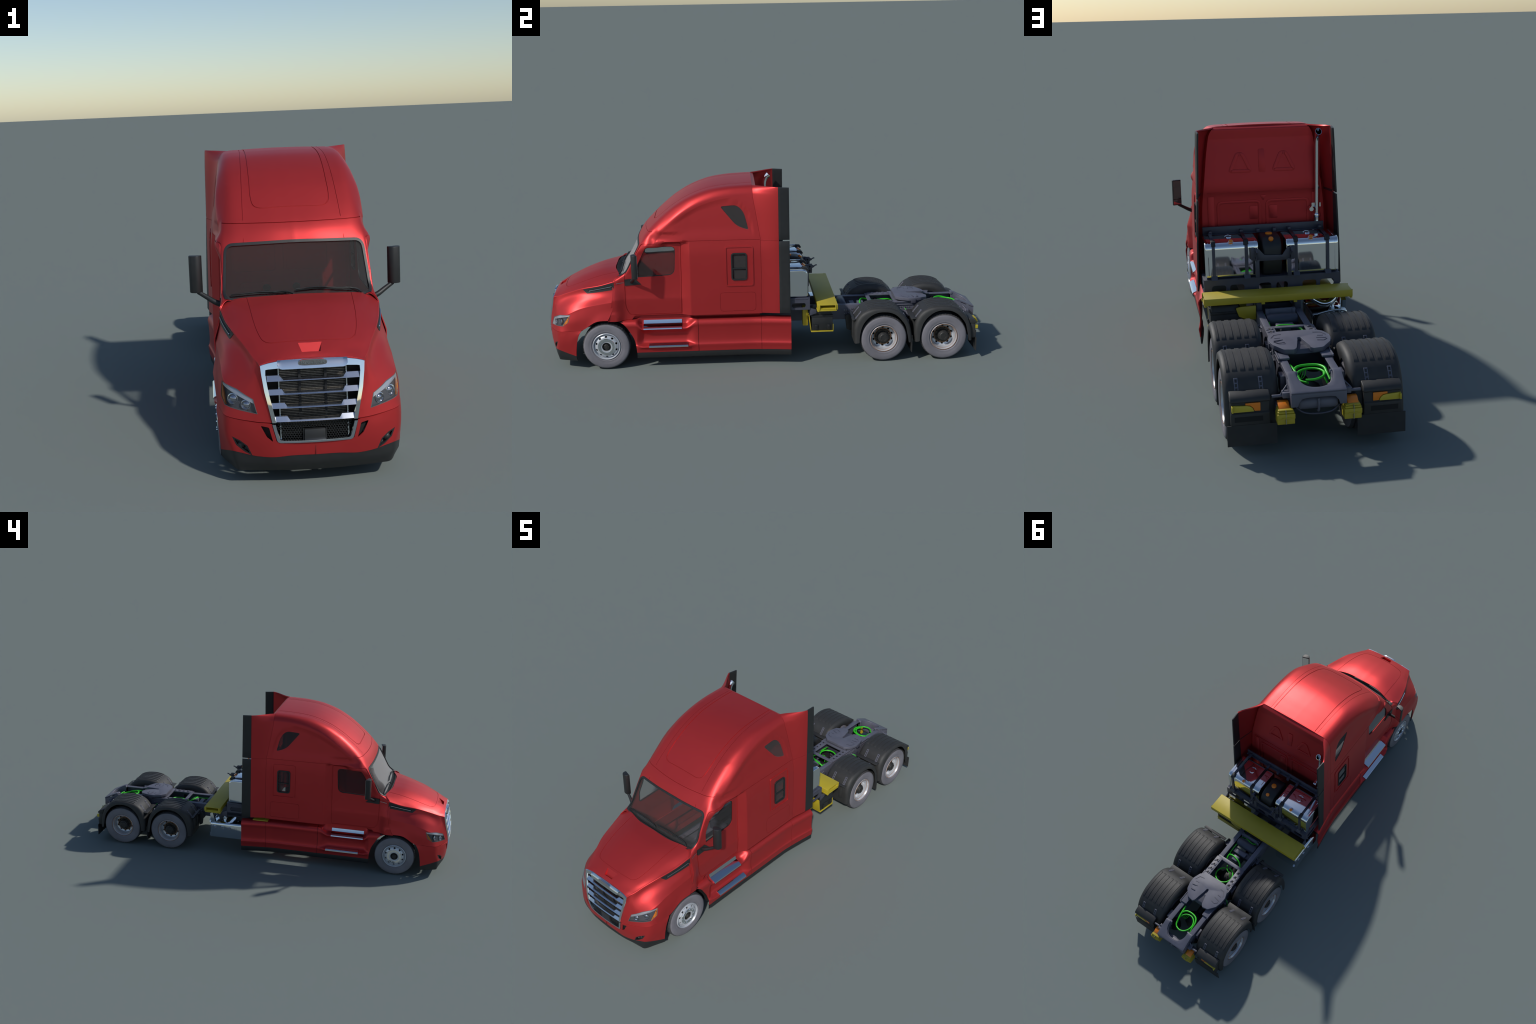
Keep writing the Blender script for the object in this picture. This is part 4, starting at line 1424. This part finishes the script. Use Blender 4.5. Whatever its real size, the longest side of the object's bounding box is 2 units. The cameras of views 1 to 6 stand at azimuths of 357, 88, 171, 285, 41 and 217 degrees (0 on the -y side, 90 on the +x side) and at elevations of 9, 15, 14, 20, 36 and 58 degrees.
# tilt the rear lobes down a little
me.v = [(x, y, z - .05 * max(0, y - .715) - (.004 if y > .755 else 0)) for x, y, z in me.v]
fw = me.make("fifth_wheel", FRAME, bevel=.0025, seg=3)
q = Part()
for s in (1, -1):
    for a, b in (((.085, .672), (.073, .648)), ((.073, .648), (.050, .644)), ((.081, .700), (.052, .694)), ((.070, .722), (.050, .718)), ((.082, .708), (.070, .722)), ((.076, .678), (.058, .676))):
        d = Vector((b[0] - a[0], b[1] - a[1])); n = Vector((-d.y, d.x)).normalized() * .0011
        pl = [(s * (a[0] + n.x), a[1] + n.y), (s * (b[0] + n.x), b[1] + n.y), (s * (b[0] - n.x), b[1] - n.y), (s * (a[0] - n.x), a[1] - n.y)]
        q.prism(pl, "z", .2465, .2484)
q.make("fifth_wheel_groove_strip", DARKFRAME, fw, angle=None)  # raised darker strips in place of cut grooves
q = Part()
for s in (1, -1):
    q.prism([(.668, .226), (.722, .226), (.708, .240), (.682, .240)], "x", .070 * s, .088 * s)
    q.span((.088 * s, .683, .222), (.097 * s, .707, .243))
q.prism([(.628, .226), (.76, .222), (.75, .235), (.64, .238)], "x", -.055, .055)
q.span((-.016, .700, .226), (.016, .716, .237))
q.make("fifth_wheel_mount", DARKFRAME, fw, bevel=.002)

# tail: sloping end plate with a U-shaped opening
U_ = [(.053, .905), (.053, .925), (.046, .945), (.034, .959), (.018, .966), (0, .968)]
U_ = U_ + [(-x, y) for x, y in U_[-2::-1]]
zt_ = lambda y: .2205 - max(0, y - .912) * .46
out = [(-.0815, .905), (-.0815, .945), (-.0815, .985), (0, .985), (.0815, .985), (.0815, .945), (.0815, .905)]
q = Part()
top_ = []
Uc = catmull([(*p, 0) for p in U_], 3)[:, :2]
n = len(Uc)
outer = []
for i in range(n):
    t = i / (n - 1)
    # matching outer border points
    if t < .3: o_ = (.0785, .905 + .08 * t / .3)
    elif t > .7: o_ = (-.0785, .905 + .08 * (1 - t) / .3)
    else: o_ = (.0785 - .157 * (t - .3) / .4, .985)
    outer.append(o_)
G = np.array([[(ux + (ox - ux) * k, uy + (oy - uy) * k, zt_(uy + (oy - uy) * k)) for k in (0, .33, .66, 1)] for (ux, uy), (ox, oy) in zip(Uc, outer)])
q.sheet(G, .006)
G2 = np.array([[(ux, uy, zt_(uy) - k) for k in (-.001, .015, .032)] for ux, uy in Uc])
q.sheet(G2, .004, flip=True)
face = [(.0790, .1875), (.0790, .150), (.0600, .150), (.0560, .163), (.047, .173), (.030, .1755), (-.030, .1755), (-.047, .173), (-.0560, .163), (-.0600, .150), (-.0790, .150), (-.0790, .1875)]
q.prism(face, "y", .979, .9855)
for s in (1, -1):
    q.prism([(.905, .2195), (.9850, .1860), (.9850, .150), (.960, .150), (.905, .168)], "x", .0745 * s, .0788 * s)
    q.cyl((.047 * s, .907, .2185), (.060 * s, .907, .2185), .0065, 14)
tail = q.make("tail_crossmember", FRAME, frame_o, angle=35, bevel=.001)
q = Part().lathe([(-.058, .008), (-.056, .016), (-.050, .0195), (.050, .0195), (.056, .016), (.058, .008)], (0, .957, .152), "x", 32)
q.tube([(.0, .977, .168), (.0, .982, .150), (0, .974, .131), (0, .957, .127)], .0035, 8)
q.make("air_tank", FRAME, frame_o)
q = Part().tube([(-.062, .963, .140), (-.04, .972, .127), (0, .976, .123), (.04, .972, .127), (.062, .963, .140)], .0028, 8).make("tow_loop", DARKFRAME, frame_o, angle=60)
for y, z, r, mat in ((.365, .203, .0225, DARKFRAME), (.305, .190, .019, DARKFRAME)):
    Part().lathe([(-.054, r * .4), (-.052, r * .8), (-.045, r), (.045, r), (.052, r * .8), (.054, r * .4)], (0, y, z), "x", 32).make("air_tank", mat, frame_o)

# axles, differentials and suspension
for y in (.531, .807):
    q = Part().cyl((-.20, y, .108), (.20, y, .108), .017, 20)
    q.lathe([(-.045, .012), (-.035, .030), (-.012, .043), (.012, .043), (.035, .030), (.045, .012)], (0, y, .112), "x", 28)
    q.cyl((0, y - .08, .125), (0, y - .03, .118), .018, 16)
    q.make("drive_axle", HUBD, frame_o)
    q = Part()
    for s in (1, -1):
        q.lathe([(0, .024), (.006, .028), (.018, .029), (.022, .026), (.026, .029), (.038, .028), (.044, .024)], (.060 * s, y + .075, .110), "z", 24)
        q.cyl((.070 * s, y + .01, .12), (.070 * s, y + .01, .20), .008, 12)
    q.make("air_spring", NEAR_BLACK, frame_o)
    q = Part()
    for s in (1, -1):
        q.prism([(y - .125, .150), (y - .115, .135), (y - .02, .098), (y + .09, .098), (y + .10, .106), (y + .0, .120), (y - .10, .152)], "x", .088 * s, .104 * s)
        q.prism([(y - .145, .19), (y - .095, .19), (y - .100, .135), (y - .125, .128)], "x", .079 * s, .086 * s)
        q.span((.0795 * s, y + .045, .160), (.094 * s, y + .085, .208))
    q.make("suspension_arm", DARKFRAME, frame_o, bevel=.002)
q = Part().cyl((0, .13, .15), (0, .46, .128), .012, 16).cyl((0, .57, .122), (0, .735, .122), .010, 16)
q.make("drive_shaft", DARKFRAME, frame_o)
q = Part().cyl((-.19, -.726, .100), (.19, -.726, .100), .012, 14)
q.span((-.14, -.742, .085), (.14, -.712, .105))
q.make("front_axle", HUBD, frame_o, bevel=.002)
q = Part().cyl((0, -.40, .16), (0, .13, .15), .012, 14)
q.make("drive_shaft", DARKFRAME, frame_o)
# frame bolts
q = Part()
for s in (1, -1):
    for y0, zz in ((.372, .193), (.372, .176), (.405, .198), (.64, .200), (.66, .200), (.70, .200), (.72, .200), (.86, .190)):
        for k in range(3):
            q.cyl((.0783 * s, y0 + k * .009, zz), (.0815 * s, y0 + k * .009, zz), .0026, 6)
o = q.make("frame_bolt", STEELB, frame_o)
o["kind"] = "stuff"
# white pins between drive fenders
q = Part()
for s in (1, -1):
    for y in (.40, .665, .945):
        q.cyl((.079 * s, y, .172), (.128 * s, y, .172), .0045, 12)
        q.box((.088 * s, y, .176), (.020, .026, .016))
        q.tube([(.0815 * s, y - .012, .198), (.098 * s, y, .182), (.102 * s, y, .176)], .0028, 6)
q.make("fender_bracket", FRAME, frame_o, bevel=.0015)

# ---------------------------------------------------------------- green air and power hoses
def loop(cx, cy, cz, r, r2, a0, a1, dz, n=14):
    return [(cx + r * math.cos(math.radians(a)), cy + r2 * math.sin(math.radians(a)), cz + dz * math.sin(math.radians(a) * .5)) for a in np.linspace(a0, a1, n)]


q = Part()
q.tube(loop(.002, .868, .193, .041, .044, 60, 430, .008), .0036, 8, 4)
q.tube([(.050, .80, .204), (.046, .83, .204), (.042, .86, .200), (.036, .89, .188)], .0042, 8)
q.tube([(-.050, .90, .190), (-.046, .87, .202), (-.044, .845, .207), (-.030, .822, .207), (0, .813, .206), (.03, .818, .205), (.045, .835, .202)], .0042, 8)
q.tube([(-.042, .90, .18), (-.036, .885, .195), (-.04, .86, .20), (-.05, .85, .19)], .003, 8)
for k in range(3):
    q.tube([(.008 + k * .006, .826, .196), (.012 + k * .008, .838, .186), (.022 + k * .006, .846, .178), (.04, .842, .18)], .0014, 6)
q.tube(loop(.0, .556, .190, .043, .042, -60, 270, .010), .0036, 8, 4)
q.tube([(.046, .455, .20), (.03, .452, .210), (0, .456, .213), (-.03, .468, .212), (-.046, .49, .205), (-.047, .52, .198)], .0042, 8)
q.tube([(.044, .455, .205), (.042, .475, .200), (.032, .49, .19)], .0036, 8)
q.tube([(.02, .505, .190), (0, .530, .205), (-.018, .535, .20), (-.03, .55, .19)], .002, 6)
q.tube([(-.04, .335, .20), (-.025, .325, .214), (0, .33, .216), (.02, .318, .214), (.04, .33, .205)], .0032, 8)
q.tube([(.04, .36, .19), (.035, .335, .208), (-.02, .345, .215), (-.04, .33, .21)], .0026, 8)
q.tube([(.052, .30, .205), (.048, .36, .205), (.05, .42, .20), (.046, .455, .2)], .003, 8)
q.tube([(-.052, .62, .19), (-.048, .60, .20), (-.05, .56, .20)], .003, 8)
for s in (1, -1):
    q.tube([(.083 * s, .655, .195), (.10 * s, .665, .188), (.105 * s, .675, .17)], .002, 6)
q.make("air_hose", GREEN, angle=60)
q = Part().span((-.012, .440, .19), (.02, .470, .212)).span((-.03, .405, .19), (.03, .428, .206))
q.make("valve_block", FRAME, frame_o, bevel=.003)

# ================================================================ DRIVE FENDERS
FEND_O = [(-.130, .088), (-.1325, .130), (-.131, .168), (-.121, .198), (-.099, .226), (-.068, .2425), (-.030, .2500), (.006, .2500), (.042, .2435), (.074, .228), (.099, .203), (.115, .172), (.1235, .138), (.1270, .088)]
FEND_I = [(-.112, .092), (-.110, .122), (-.104, .155), (-.092, .184), (-.072, .209), (-.045, .2275), (-.020, .235), (.005, .2355), (.032, .231), (.058, .217), (.080, .194), (.097, .168), (.106, .132), (.114, .088)]
FO = catmull([(*p, 0) for p in FEND_O], 6)[:, :2]
FI = catmull([(*p, 0) for p in FEND_I], 6)[:, :2]
STN = [(.1085, 2.3), (.1060, 1.5), (.1062, .95), (.1085, .45), (.113, .16), (.120, .03), (.127, 0), (.185, 0), (.240, 0), (.249, .05), (.2545, .22), (.2562, .45), (.2565, .98)]


def fender(s, y0, rear):
    G = []
    for o, i in zip(FO, FI):
        row = []
        for x, k in STN:
            row.append((s * x, y0 + o[0] + (i[0] - o[0]) * k, o[1] + (i[1] - o[1]) * k))
        G.append(row)
    fo = Part().sheet(np.array(G), .0035, flip=(s < 0)).make("fender", FENDER, angle=38)
    # moulded ribs over the top
    nF = len(FO)
    ia, ib = int(nF * .36), int(nF * .70)
    T_ = np.gradient(FO, axis=0); T_ /= np.linalg.norm(T_, axis=1, keepdims=True)
    N_ = np.c_[-T_[:, 1], T_[:, 0]]
    if N_[nF // 2][1] < 0: N_ = -N_
    q = Part()
    for xr in (.130, .1535, .177, .2005, .224, .2430):
        w = .0060 if xr < .24 else .0035
        rows = []
        for i in range(ia, ib + 1):
            e = min(1, (i - ia + .35) / 2, (ib - i + .35) / 2)
            hgt = .0055 * e
            rows.append([(s * (xr + dx), y0 + FO[i][0] + N_[i][0] * hh, FO[i][1] + N_[i][1] * hh) for dx, hh in ((-w - .002, -.0008), (-w, hgt), (w, hgt), (w + .002, -.0008))])
        q.sheet(np.array(rows), .001, flip=(s > 0))
    q.make("fender_rib", FENDER, fo, angle=40)
    # split lines and latches
    q = Part().use(NEAR_BLACK)
    latch = Part()
    for i in (int(nF * .275), int(nF * .775)):
        p_ = FO[i]; n_ = N_[i]; t_ = T_[i]
        c = Vector((0, y0 + p_[0] + n_[0] * .0002, p_[1] + n_[1] * .0002))
        tv, nv = Vector((0, t_[0], t_[1])), Vector((0, n_[0], n_[1]))
        def brick(part, xc, hx, ht, n0, n1, shift=0):
            o_ = c + tv * shift
            vs = [o_ + Vector((s * (xc + a * hx), 0, 0)) + tv * (b * ht) + nv * d for d in (n0, n1) for a, b in ((-1, -1), (1, -1), (1, 1), (-1, 1))]
            part.add(vs, [(3, 2, 1, 0), (4, 5, 6, 7), (0, 1, 5, 4), (1, 2, 6, 5), (2, 3, 7, 6), (3, 0, 4, 7)])
        brick(q, .182, .068, .0009, -.002, .0006)
        for xc in (.153, .223):
            for a in (-1, 1):
                brick(latch, xc + a * .0045, .0015, .021, -.001, .004)
            for sh in (-.019, -.006, .007, .0195):
                brick(latch, xc, .0055, .002, -.001, .0045, sh)
    q.make("fender_joint", NEAR_BLACK, fo, angle=None)
    latch.make("fender_latch", FRAME, fo, bevel=.0006, seg=1)
    # rubber flap
    yb = y0 + .127
    if rear:
        yb = .9545
        q = Part().add([(s * x, y, z) for x in (.116, .2570) for y, z in ((yb, .098), (yb + .003, .098), (yb + .003, .036), (yb, .036))],
                       [(0, 1, 2, 3), (7, 6, 5, 4), (0, 4, 5, 1), (1, 5, 6, 2), (2, 6, 7, 3), (3, 7, 4, 0)])
        q.make("mud_flap", RUBBERFLAP, fo)
        # tail light carrier with a small hood
        q = Part().prism([(.920, .189), (.930, .1885), (.946, .183), (.958, .173), (.960, .166), (.945, .163), (.928, .165)], "x", .133 * s, .247 * s)
        q.make("lamp_hood", FENDER, fo, bevel=.003, seg=3)
        q = Part().prism([(.930, .166), (.952, .163), (.9525, .135), (.958, .131), (.957, .097), (.940, .095), (.928, .12)], "x", .135 * s, .2455 * s)
        q.make("lamp_carrier", FENDER, fo, bevel=.002)
        lampp = [(.1615, .1380), (.1615, .1625), (.2035, .1625), (.2035, .157), (.200, .1565), (.190, .155), (.182, .148), (.178, .1385)]
        f = (lambda p: p) if s > 0 else flipx
        Part().prism(f(lampp), "y", .9525, .9575).make("tail_light", ORANGE, fo, bevel=.0008)
        lampp = [(.1795, .1380), (.183, .147), (.1905, .1535), (.201, .1555), (.236, .1575), (.239, .157), (.239, .1380)]
        Part().prism(f(lampp), "y", .9525, .9595).make("tail_light", YELLOWLENS, fo, bevel=.0008)
        Part().prism([(.948, .139), (.966, .139), (.966, .156), (.948, .158)], "x", .2385 * s, .2430 * s).make("side_marker", YELLOWLENS, fo, bevel=.001)
        q = Part().span((.155 * s, .9565, .108), (.235 * s, .9582, .123)).make("plate_recess_patch", NEAR_BLACK, fo)  # near-black patch on the carrier face in place of a real recess
    else:
        q = Part().add([(s * x, y, z) for x in (.116, .2570) for y, z in ((yb + .0005, .12), (yb + .0035, .12), (yb + .0035, .040), (yb + .0005, .040))],
                       [(0, 1, 2, 3), (7, 6, 5, 4), (0, 4, 5, 1), (1, 5, 6, 2), (2, 6, 7, 3), (3, 7, 4, 0)])
        q.make("mud_flap", RUBBERFLAP, fo)
        q = Part().prism([(y0 - .160, .175), (y0 - .133, .185), (y0 - .133, .10), (y0 - .152, .11)], "x", .100 * s, .112 * s)
        q.span((.112 * s, y0 - .1435, .196), (.245 * s, y0 - .128, .200))
        for xk in (.15, .205):
            q.span((xk * s, y0 - .140, .12), ((xk + .02) * s, y0 - .1335, .185))
        q.make("fender_guard", FENDER, fo, bevel=.002)
    if rear:
        q = Part().span((.112 * s, y0 - .150, .193), (.245 * s, y0 - .118, .1985))
        q.make("fender_bridge", FENDER, fo, bevel=.002)
    return fo


for s in (1, -1):
    fender(s, .531, False)
    fender(s, .807, True)

# stacked rear marker lights
for s in (1, -1):
    q = Part().use(YELLOW)
    q.span((.0705 * s, .955, .105), (.1195 * s, .992, .1205))
    q.span((.0700 * s, .955, .1215), (.1200 * s, .997, .1365))
    q.span((.0725 * s, .955, .1370), (.1185 * s, .9935, .1425)).span((.074 * s, .955, .1430), (.1170 * s, .990, .147))
    q.span((.080 * s, .99, .1235), (.108 * s, 1.0, .1265))
    q.make("marker_light", YELLOW, tail, bevel=.0015)
    q = Part().prism([(.950, .147), (.980, .147), (.962, .160), (.945, .160)], "x", .0825 * s, .114 * s)
    q.make("marker_light_top", ORANGE, tail, bevel=.001)
    q = Part().span((.0955 * s, .9905, .107), (.0968 * s, .9975, .147)).make("marker_strip", STEELB, tail)
    q = Part().span((.078 * s, .925, .12), (.118 * s, .956, .150)).make("marker_bracket", DARKFRAME, tail, bevel=.002)

# ================================================================ CATWALK
q = Part()
q.ring(round_poly([(.2285, .2545), (.3205, .2545), (.3205, .2785), (.2285, .2785)], .002, 2),
       round_poly([(.2385, .2615), (.3105, .2615), (.3105, .2750), (.2385, .2750)], .002, 2), "x", -.2565, .2565)
cw = q.make("catwalk", YELLOW, bevel=.0012)
q = Part()
for s in (1, -1):
    q.span((.2495 * s, .2335, .2485), (.2575 * s, .3155, .2545))
    q.span((.2565 * s, .2350, .2545), (.2590 * s, .2405, .279)).span((.2565 * s, .3085, .2545), (.2590 * s, .314, .279))
    q.prism([(.225, .2555), (.234, .2555), (.237, .248), (.229, .246)], "x", .22 * s, .26 * s)
    q.span((.05 * s, .30, .2475), (.062 * s, .3185, .2545))
q.make("catwalk_bracket", YELLOW, cw, bevel=.001)
q = Part()
for s in (1, -1):
    q.span((.058 * s, .24, .2187), (.078 * s, .30, .2543))
q.make("catwalk_stand", DARKFRAME, cw, bevel=.001)

# battery box on the left, in a yellow cradle
q = Part().span((.130, .2035, .152), (.2365, .2985, .214)).span((.128, .2015, .2150), (.2375, .3005, .2235))
q.prism([(.2035, .2235), (.2985, .2235), (.290, .244), (.224, .244), (.206, .230)], "x", .140, .2330)
for y in (.219, .275):
    q.span((.2365, y, .156), (.2405, y + .012, .180)).span((.2365, y + .002, .168), (.2425, y + .010, .178))
q.span((.2365, .206, .183), (.2380, .296, .186))
q.make("battery_box", BLACK, bevel=.003)
q = Part().span((.10, .200, .145), (.2405, .302, .1505))
q.prism([(.190, .225), (.193, .225), (.2030, .147), (.200, .147)], "x", .10, .2375)
q.prism([(.300, .18), (.3025, .18), (.3025, .146), (.300, .146)], "x", .10, .2375)
q.make("battery_cradle", YELLOW, bevel=.0015)
q = Part()
q.prism([(.135, .240), (.150, .236), (.140, .205), (.110, .192), (.08, .192), (.08, .242)], "y", .300, .308)
q.span((.165, .165, .165), (.205, .189, .255))
q.span((-.240, -.035, .223), (-.10, .05, .229))
q.make("catwalk_support", YELLOW, cw, bevel=.003)

# ================================================================ FUEL TANKS AND RACK
tank_prof = round_poly([(.046, .3125), (.1865, .3125), (.1865, .4400), (.046, .4400)], [.010, .010, .028, .020], 8)
for x0, x1 in ((.049, .2385), (-.2385, -.049)):
    q = Part().prism(tank_prof, "x", x0, x1)
    tk = q.make("fuel_tank", CHROME, bevel=.005, seg=3, angle=40)
    q = Part()
    for x in (x0 + .012, x1 - .012):
        q.ring(offset_poly(tank_prof, .0012), offset_poly(tank_prof, -.002), "x", x - .0012, x + .0012)
    q.make("tank_weld", CHROME, tk, angle=40)
    cx = .1455 if x0 > 0 else -.1405
    n = Vector((0, .6, .8)).normalized()
    o_ = Vector((cx, .171, .434))
    q = Part().use(CHROME).cyl(o_ - n * .004, o_ + n * .004, .0105, 24).use(ORANGE).cyl(o_ + n * .004, o_ + n * .012, .0085, 20)
    q.make("fuel_cap", ORANGE, tk, bevel=.001)
    q = Part().lathe([(0, .012), (.0035, .0105), (.0035, .008)], (cx, .105, .440), "z", 28)
    q.tube([(cx - .012, .085, .4405), (cx, .083, .444), (cx + .012, .085, .4405)], .0012, 6)
    q.make("tank_fitting", CHROME, tk)
# centre reservoir
prof = round_poly([(.060, .3125), (.180, .3125), (.196, .36), (.190, .425), (.155, .4475), (.085, .4475), (.060, .43)], [.01, .012, .02, .03, .03, .02, .012], 6)
q = Part().prism(prof, "x", -.0335, .0345)
rs = q.make("reservoir", BLACK, bevel=.010, seg=4, angle=50)
q = Part().lathe([(0, .0125), (.005, .0125), (.007, .011), (.0075, .004)], (.002, .117, .4465), "z", 24)
n = Vector((0, .6, .8)).normalized(); o_ = Vector((.002, .168, .437))
q.cyl(o_, o_ + n * .009, .0088, 20)
q.make("reservoir_cap", ORANGE, rs, bevel=.001)
# top bar, straps, lower beam
q = Part().span((-.218, .020, .4350), (.2315, .026, .4640)).span((-.218, .020, .4350), (.2315, .036, .4385))
for x in (.205, .092, .03, -.03, -.085, -.2):
    q.span((x - .006, .026, .4385), (x + .006, .050, .452))
rack = q.make("rack_bar", DARKFRAME, bevel=.001)
for x in (.2085, .0925, -.0845, -.1985):
    path = [(.040, .4455), (.09, .4440), (.140, .4435), (.160, .4418)] + [(.160 + .029 * math.sin(a), .413 + .0288 * math.cos(a)) for a in np.linspace(.2, math.pi / 2, 8)] + [(.1892, .38), (.1895, .33), (.1897, .312)]
    st = Part().strap(path, (x - .0055, x + .0055), .0028).make("tank_strap", DARKFRAME, rack, angle=30)
    q = Part().prism(round_poly([(.160, .4405), (.176, .4385), (.1865, .430), (.1925, .4325), (.184, .4455), (.164, .4475)], .002, 2), "x", x - .0075, x + .0075)
    q.make("strap_buckle", BLACK, st, bevel=.001)
    q = Part().prism([(.186, .322), (.192, .322), (.2, .309), (.186, .309)], "x", x - .011, x + .011).make("strap_foot", DARKFRAME, st)
slots = Part()
for a, b in ((.219, .168), (.155, .104), (.052, .008), (-.010, -.052), (-.104, -.155), (-.168, -.219)):
    slots.prism(round_poly([(a, .262), (b, .262), (b, .289), (a, .289)], .012, 5), "y", .10, .30)
beam = Part().ring([(.036, .256), (.1945, .256), (.1945, .3105), (.036, .3105)], [(.042, .262), (.189, .262), (.189, .305), (.042, .305)], "x", -.240, .246)
beam.span((-.240, .036, .256), (-.234, .1945, .3105)).span((.240, .036, .256), (.246, .1945, .3105))
bme = Part().span((-.2405, .188, .2555), (.2465, .1945, .3105))
back_pl = boolean(bme.make("b", DARKFRAME, mesh_only=True, angle=None), slots.make("c", DARKFRAME, mesh_only=True, angle=None), "DIFFERENCE")
back_pl.materials.clear(); back_pl.materials.append(DARKFRAME)
bo = bpy.data.objects.new("rack_beam", back_pl); link(bo)
q = Part().span((-.2405, .036, .3035), (.2465, .188, .3100)).span((-.2405, .036, .2555), (.2465, .060, .3035))
q.make("rack_shelf", DARKFRAME, bo, bevel=.0015)
for s, xa in ((1, .2465), (-1, -.2405)):
    me = Part().span((xa - .006 * s, .06, .2555), (xa, .188, .3035)).make("b", DARKFRAME, mesh_only=True, angle=None)
    sl = Part().prism(round_poly([(.113, .265), (.176, .265), (.176, .287), (.113, .287)], .010, 5), "x", .15 * s, .30 * s).make("c", DARKFRAME, mesh_only=True, angle=None)
    me = boolean(me, sl, "DIFFERENCE"); me.materials.clear(); me.materials.append(DARKFRAME)
    link(bpy.data.objects.new("rack_end_plate", me), bo)
q = Part()
for s in (1, -1):
    q.prism([(.194, .262), (.225, .252), (.225, .235), (.194, .225)], "x", .236 * s, .243 * s)
    q.span((.058 * s, .07, .2185), (.078 * s, .185, .256))
q.make("rack_stand", DARKFRAME, bo, bevel=.0015)
# clamp around the reservoir
q = Part()
q.prism([(.0785, .419), (.050, .414), (.0310, .392), (-.031, .389), (-.049, .414), (-.0745, .418), (-.0745, .372), (-.05, .371), (.05, .371), (.0760, .376)], "y", .2005, .2055)
for s in (1, -1):
    q.span((.066 * s, .188, .374), (.0775 * s, .203, .418))
    q.span((.050 * s, .20, .310), (.064 * s, .2065, .376))
    q.prism([(.2005, .374), (.2215, .374), (.2225, .398), (.231, .402), (.236, .408), (.246, .411), (.243, .416), (.236, .414), (.230, .410), (.2225, .414), (.2215, .419), (.2005, .419)], "x", .060 * s, .064 * s)
q.make("reservoir_clamp", DARKFRAME, bo, bevel=.0012)
q = Part()
for s in (1, -1):
    for z in (.386, .406):
        q.cyl((.0590 * s, .211, z), (.0650 * s, .211, z), .0042, 12)
q.make("clamp_hole_disc", NEAR_BLACK, bo)  # near-black discs set in the clamp plates in place of drilled holes

# ================================================================ EXHAUST
box = round_poly([(-.2455, .101), (-.120, .101), (-.120, .190), (-.2455, .190)], [.004, .004, .012, .018], 6)
q = Part().prism(box, "y", .105, .2885)
ex = q.make("exhaust_box", CHROME, bevel=.003, seg=2, angle=40)
q = Part()
for y in (.140, .150, .2790):
    q.ring(offset_poly(box, .0015), offset_poly(box, -.002), "y", y - .0012, y + .0012)
q.make("exhaust_band", CHROME, ex, angle=40)
q = Part()
for y in (.178, .220, .264):
    q.span((-.2455, y - .007, .152), (-.2490, y - .002, .166)).span((-.2455, y + .002, .152), (-.2490, y + .007, .166)).span((-.2455, y - .007, .164), (-.2490, y + .007, .168))
q.make("exhaust_latch", BRUSHED, ex, bevel=.0006, seg=1)
q = Part()
q.tube([(-.120, .262, .247), (-.138, .268, .232), (-.158, .272, .222), (-.180, .272, .222), (-.200, .268, .234), (-.212, .262, .250)], .0115, 14)
q.prism([(.262, .19), (.285, .19), (.292, .235), (.278, .245)], "x", -.240, -.222)
q.cyl((-.205, .215, .19), (-.205, .215, .232), .009, 14).cyl((-.205, .213, .200), (-.205, .213, .212), .013, 14)
q.tube([(-.14, .29, .19), (-.19, .292, .200), (-.235, .292, .198), (-.243, .290, .185)], .0045, 8)
q.cyl((-.236, .292, .105), (-.236, .292, .125), .005, 10)
q.make("exhaust_pipe", CHROME, ex, angle=50)
q = Part().span((-.235, .07, .150), (-.14, .110, .185)).make("exhaust_bracket", HUBD, ex, bevel=.003)
# vertical stack with turned-out tip
sx, sy = -.1965, .012
q = Part().cyl((sx, sy, .475), (sx - .0035, sy + .004, .752), .0092, 24)
st = q.make("exhaust_stack", CHROME)
pts = [(sx - .0035, sy + .004, .750), (sx - .004, sy + .005, .765), (sx - .0045, sy + .009, .778), (sx - .0048, sy + .016, .789), (sx - .005, sy + .026, .797)]
P = catmull(pts, 4)
q = Part()
rows = []
for i, p in enumerate(P):
    t = i / (len(P) - 1)
    d = Vector(P[min(i + 1, len(P) - 1)]) - Vector(P[max(i - 1, 0)]); d.normalize()
    u = Vector((1, 0, 0)); w = d.cross(u).normalized()
    rr = .0080 + .0022 * t; rw = .0080 + .005 * t
    rows.append([tuple(Vector(p) + u * (rr * math.cos(a)) + w * (rw * math.sin(a))) for a in np.linspace(0, 2 * math.pi, 25)])
q.sheet(np.array(rows), .0012)
q.make("stack_tip", CHROME, st, angle=60)
q = Part().lathe([(0, .0125), (.004, .0135), (.012, .0135), (.016, .0105)], (sx, sy, .478), "z", 24)
q.span((sx - .016, sy - .02, .515), (sx + .018, sy - .006, .530))
q.tube([(sx, sy, .485), (sx + .002, sy, .455), (sx + .012, sy, .425), (sx + .02, sy, .38), (sx + .02, sy, .26)], .0125, 16)
q.cyl((sx + .022, sy + .012, .51), (sx + .022, sy - .012, .51), .008, 14)
q.make("stack_elbow", CHROME, st, angle=50)
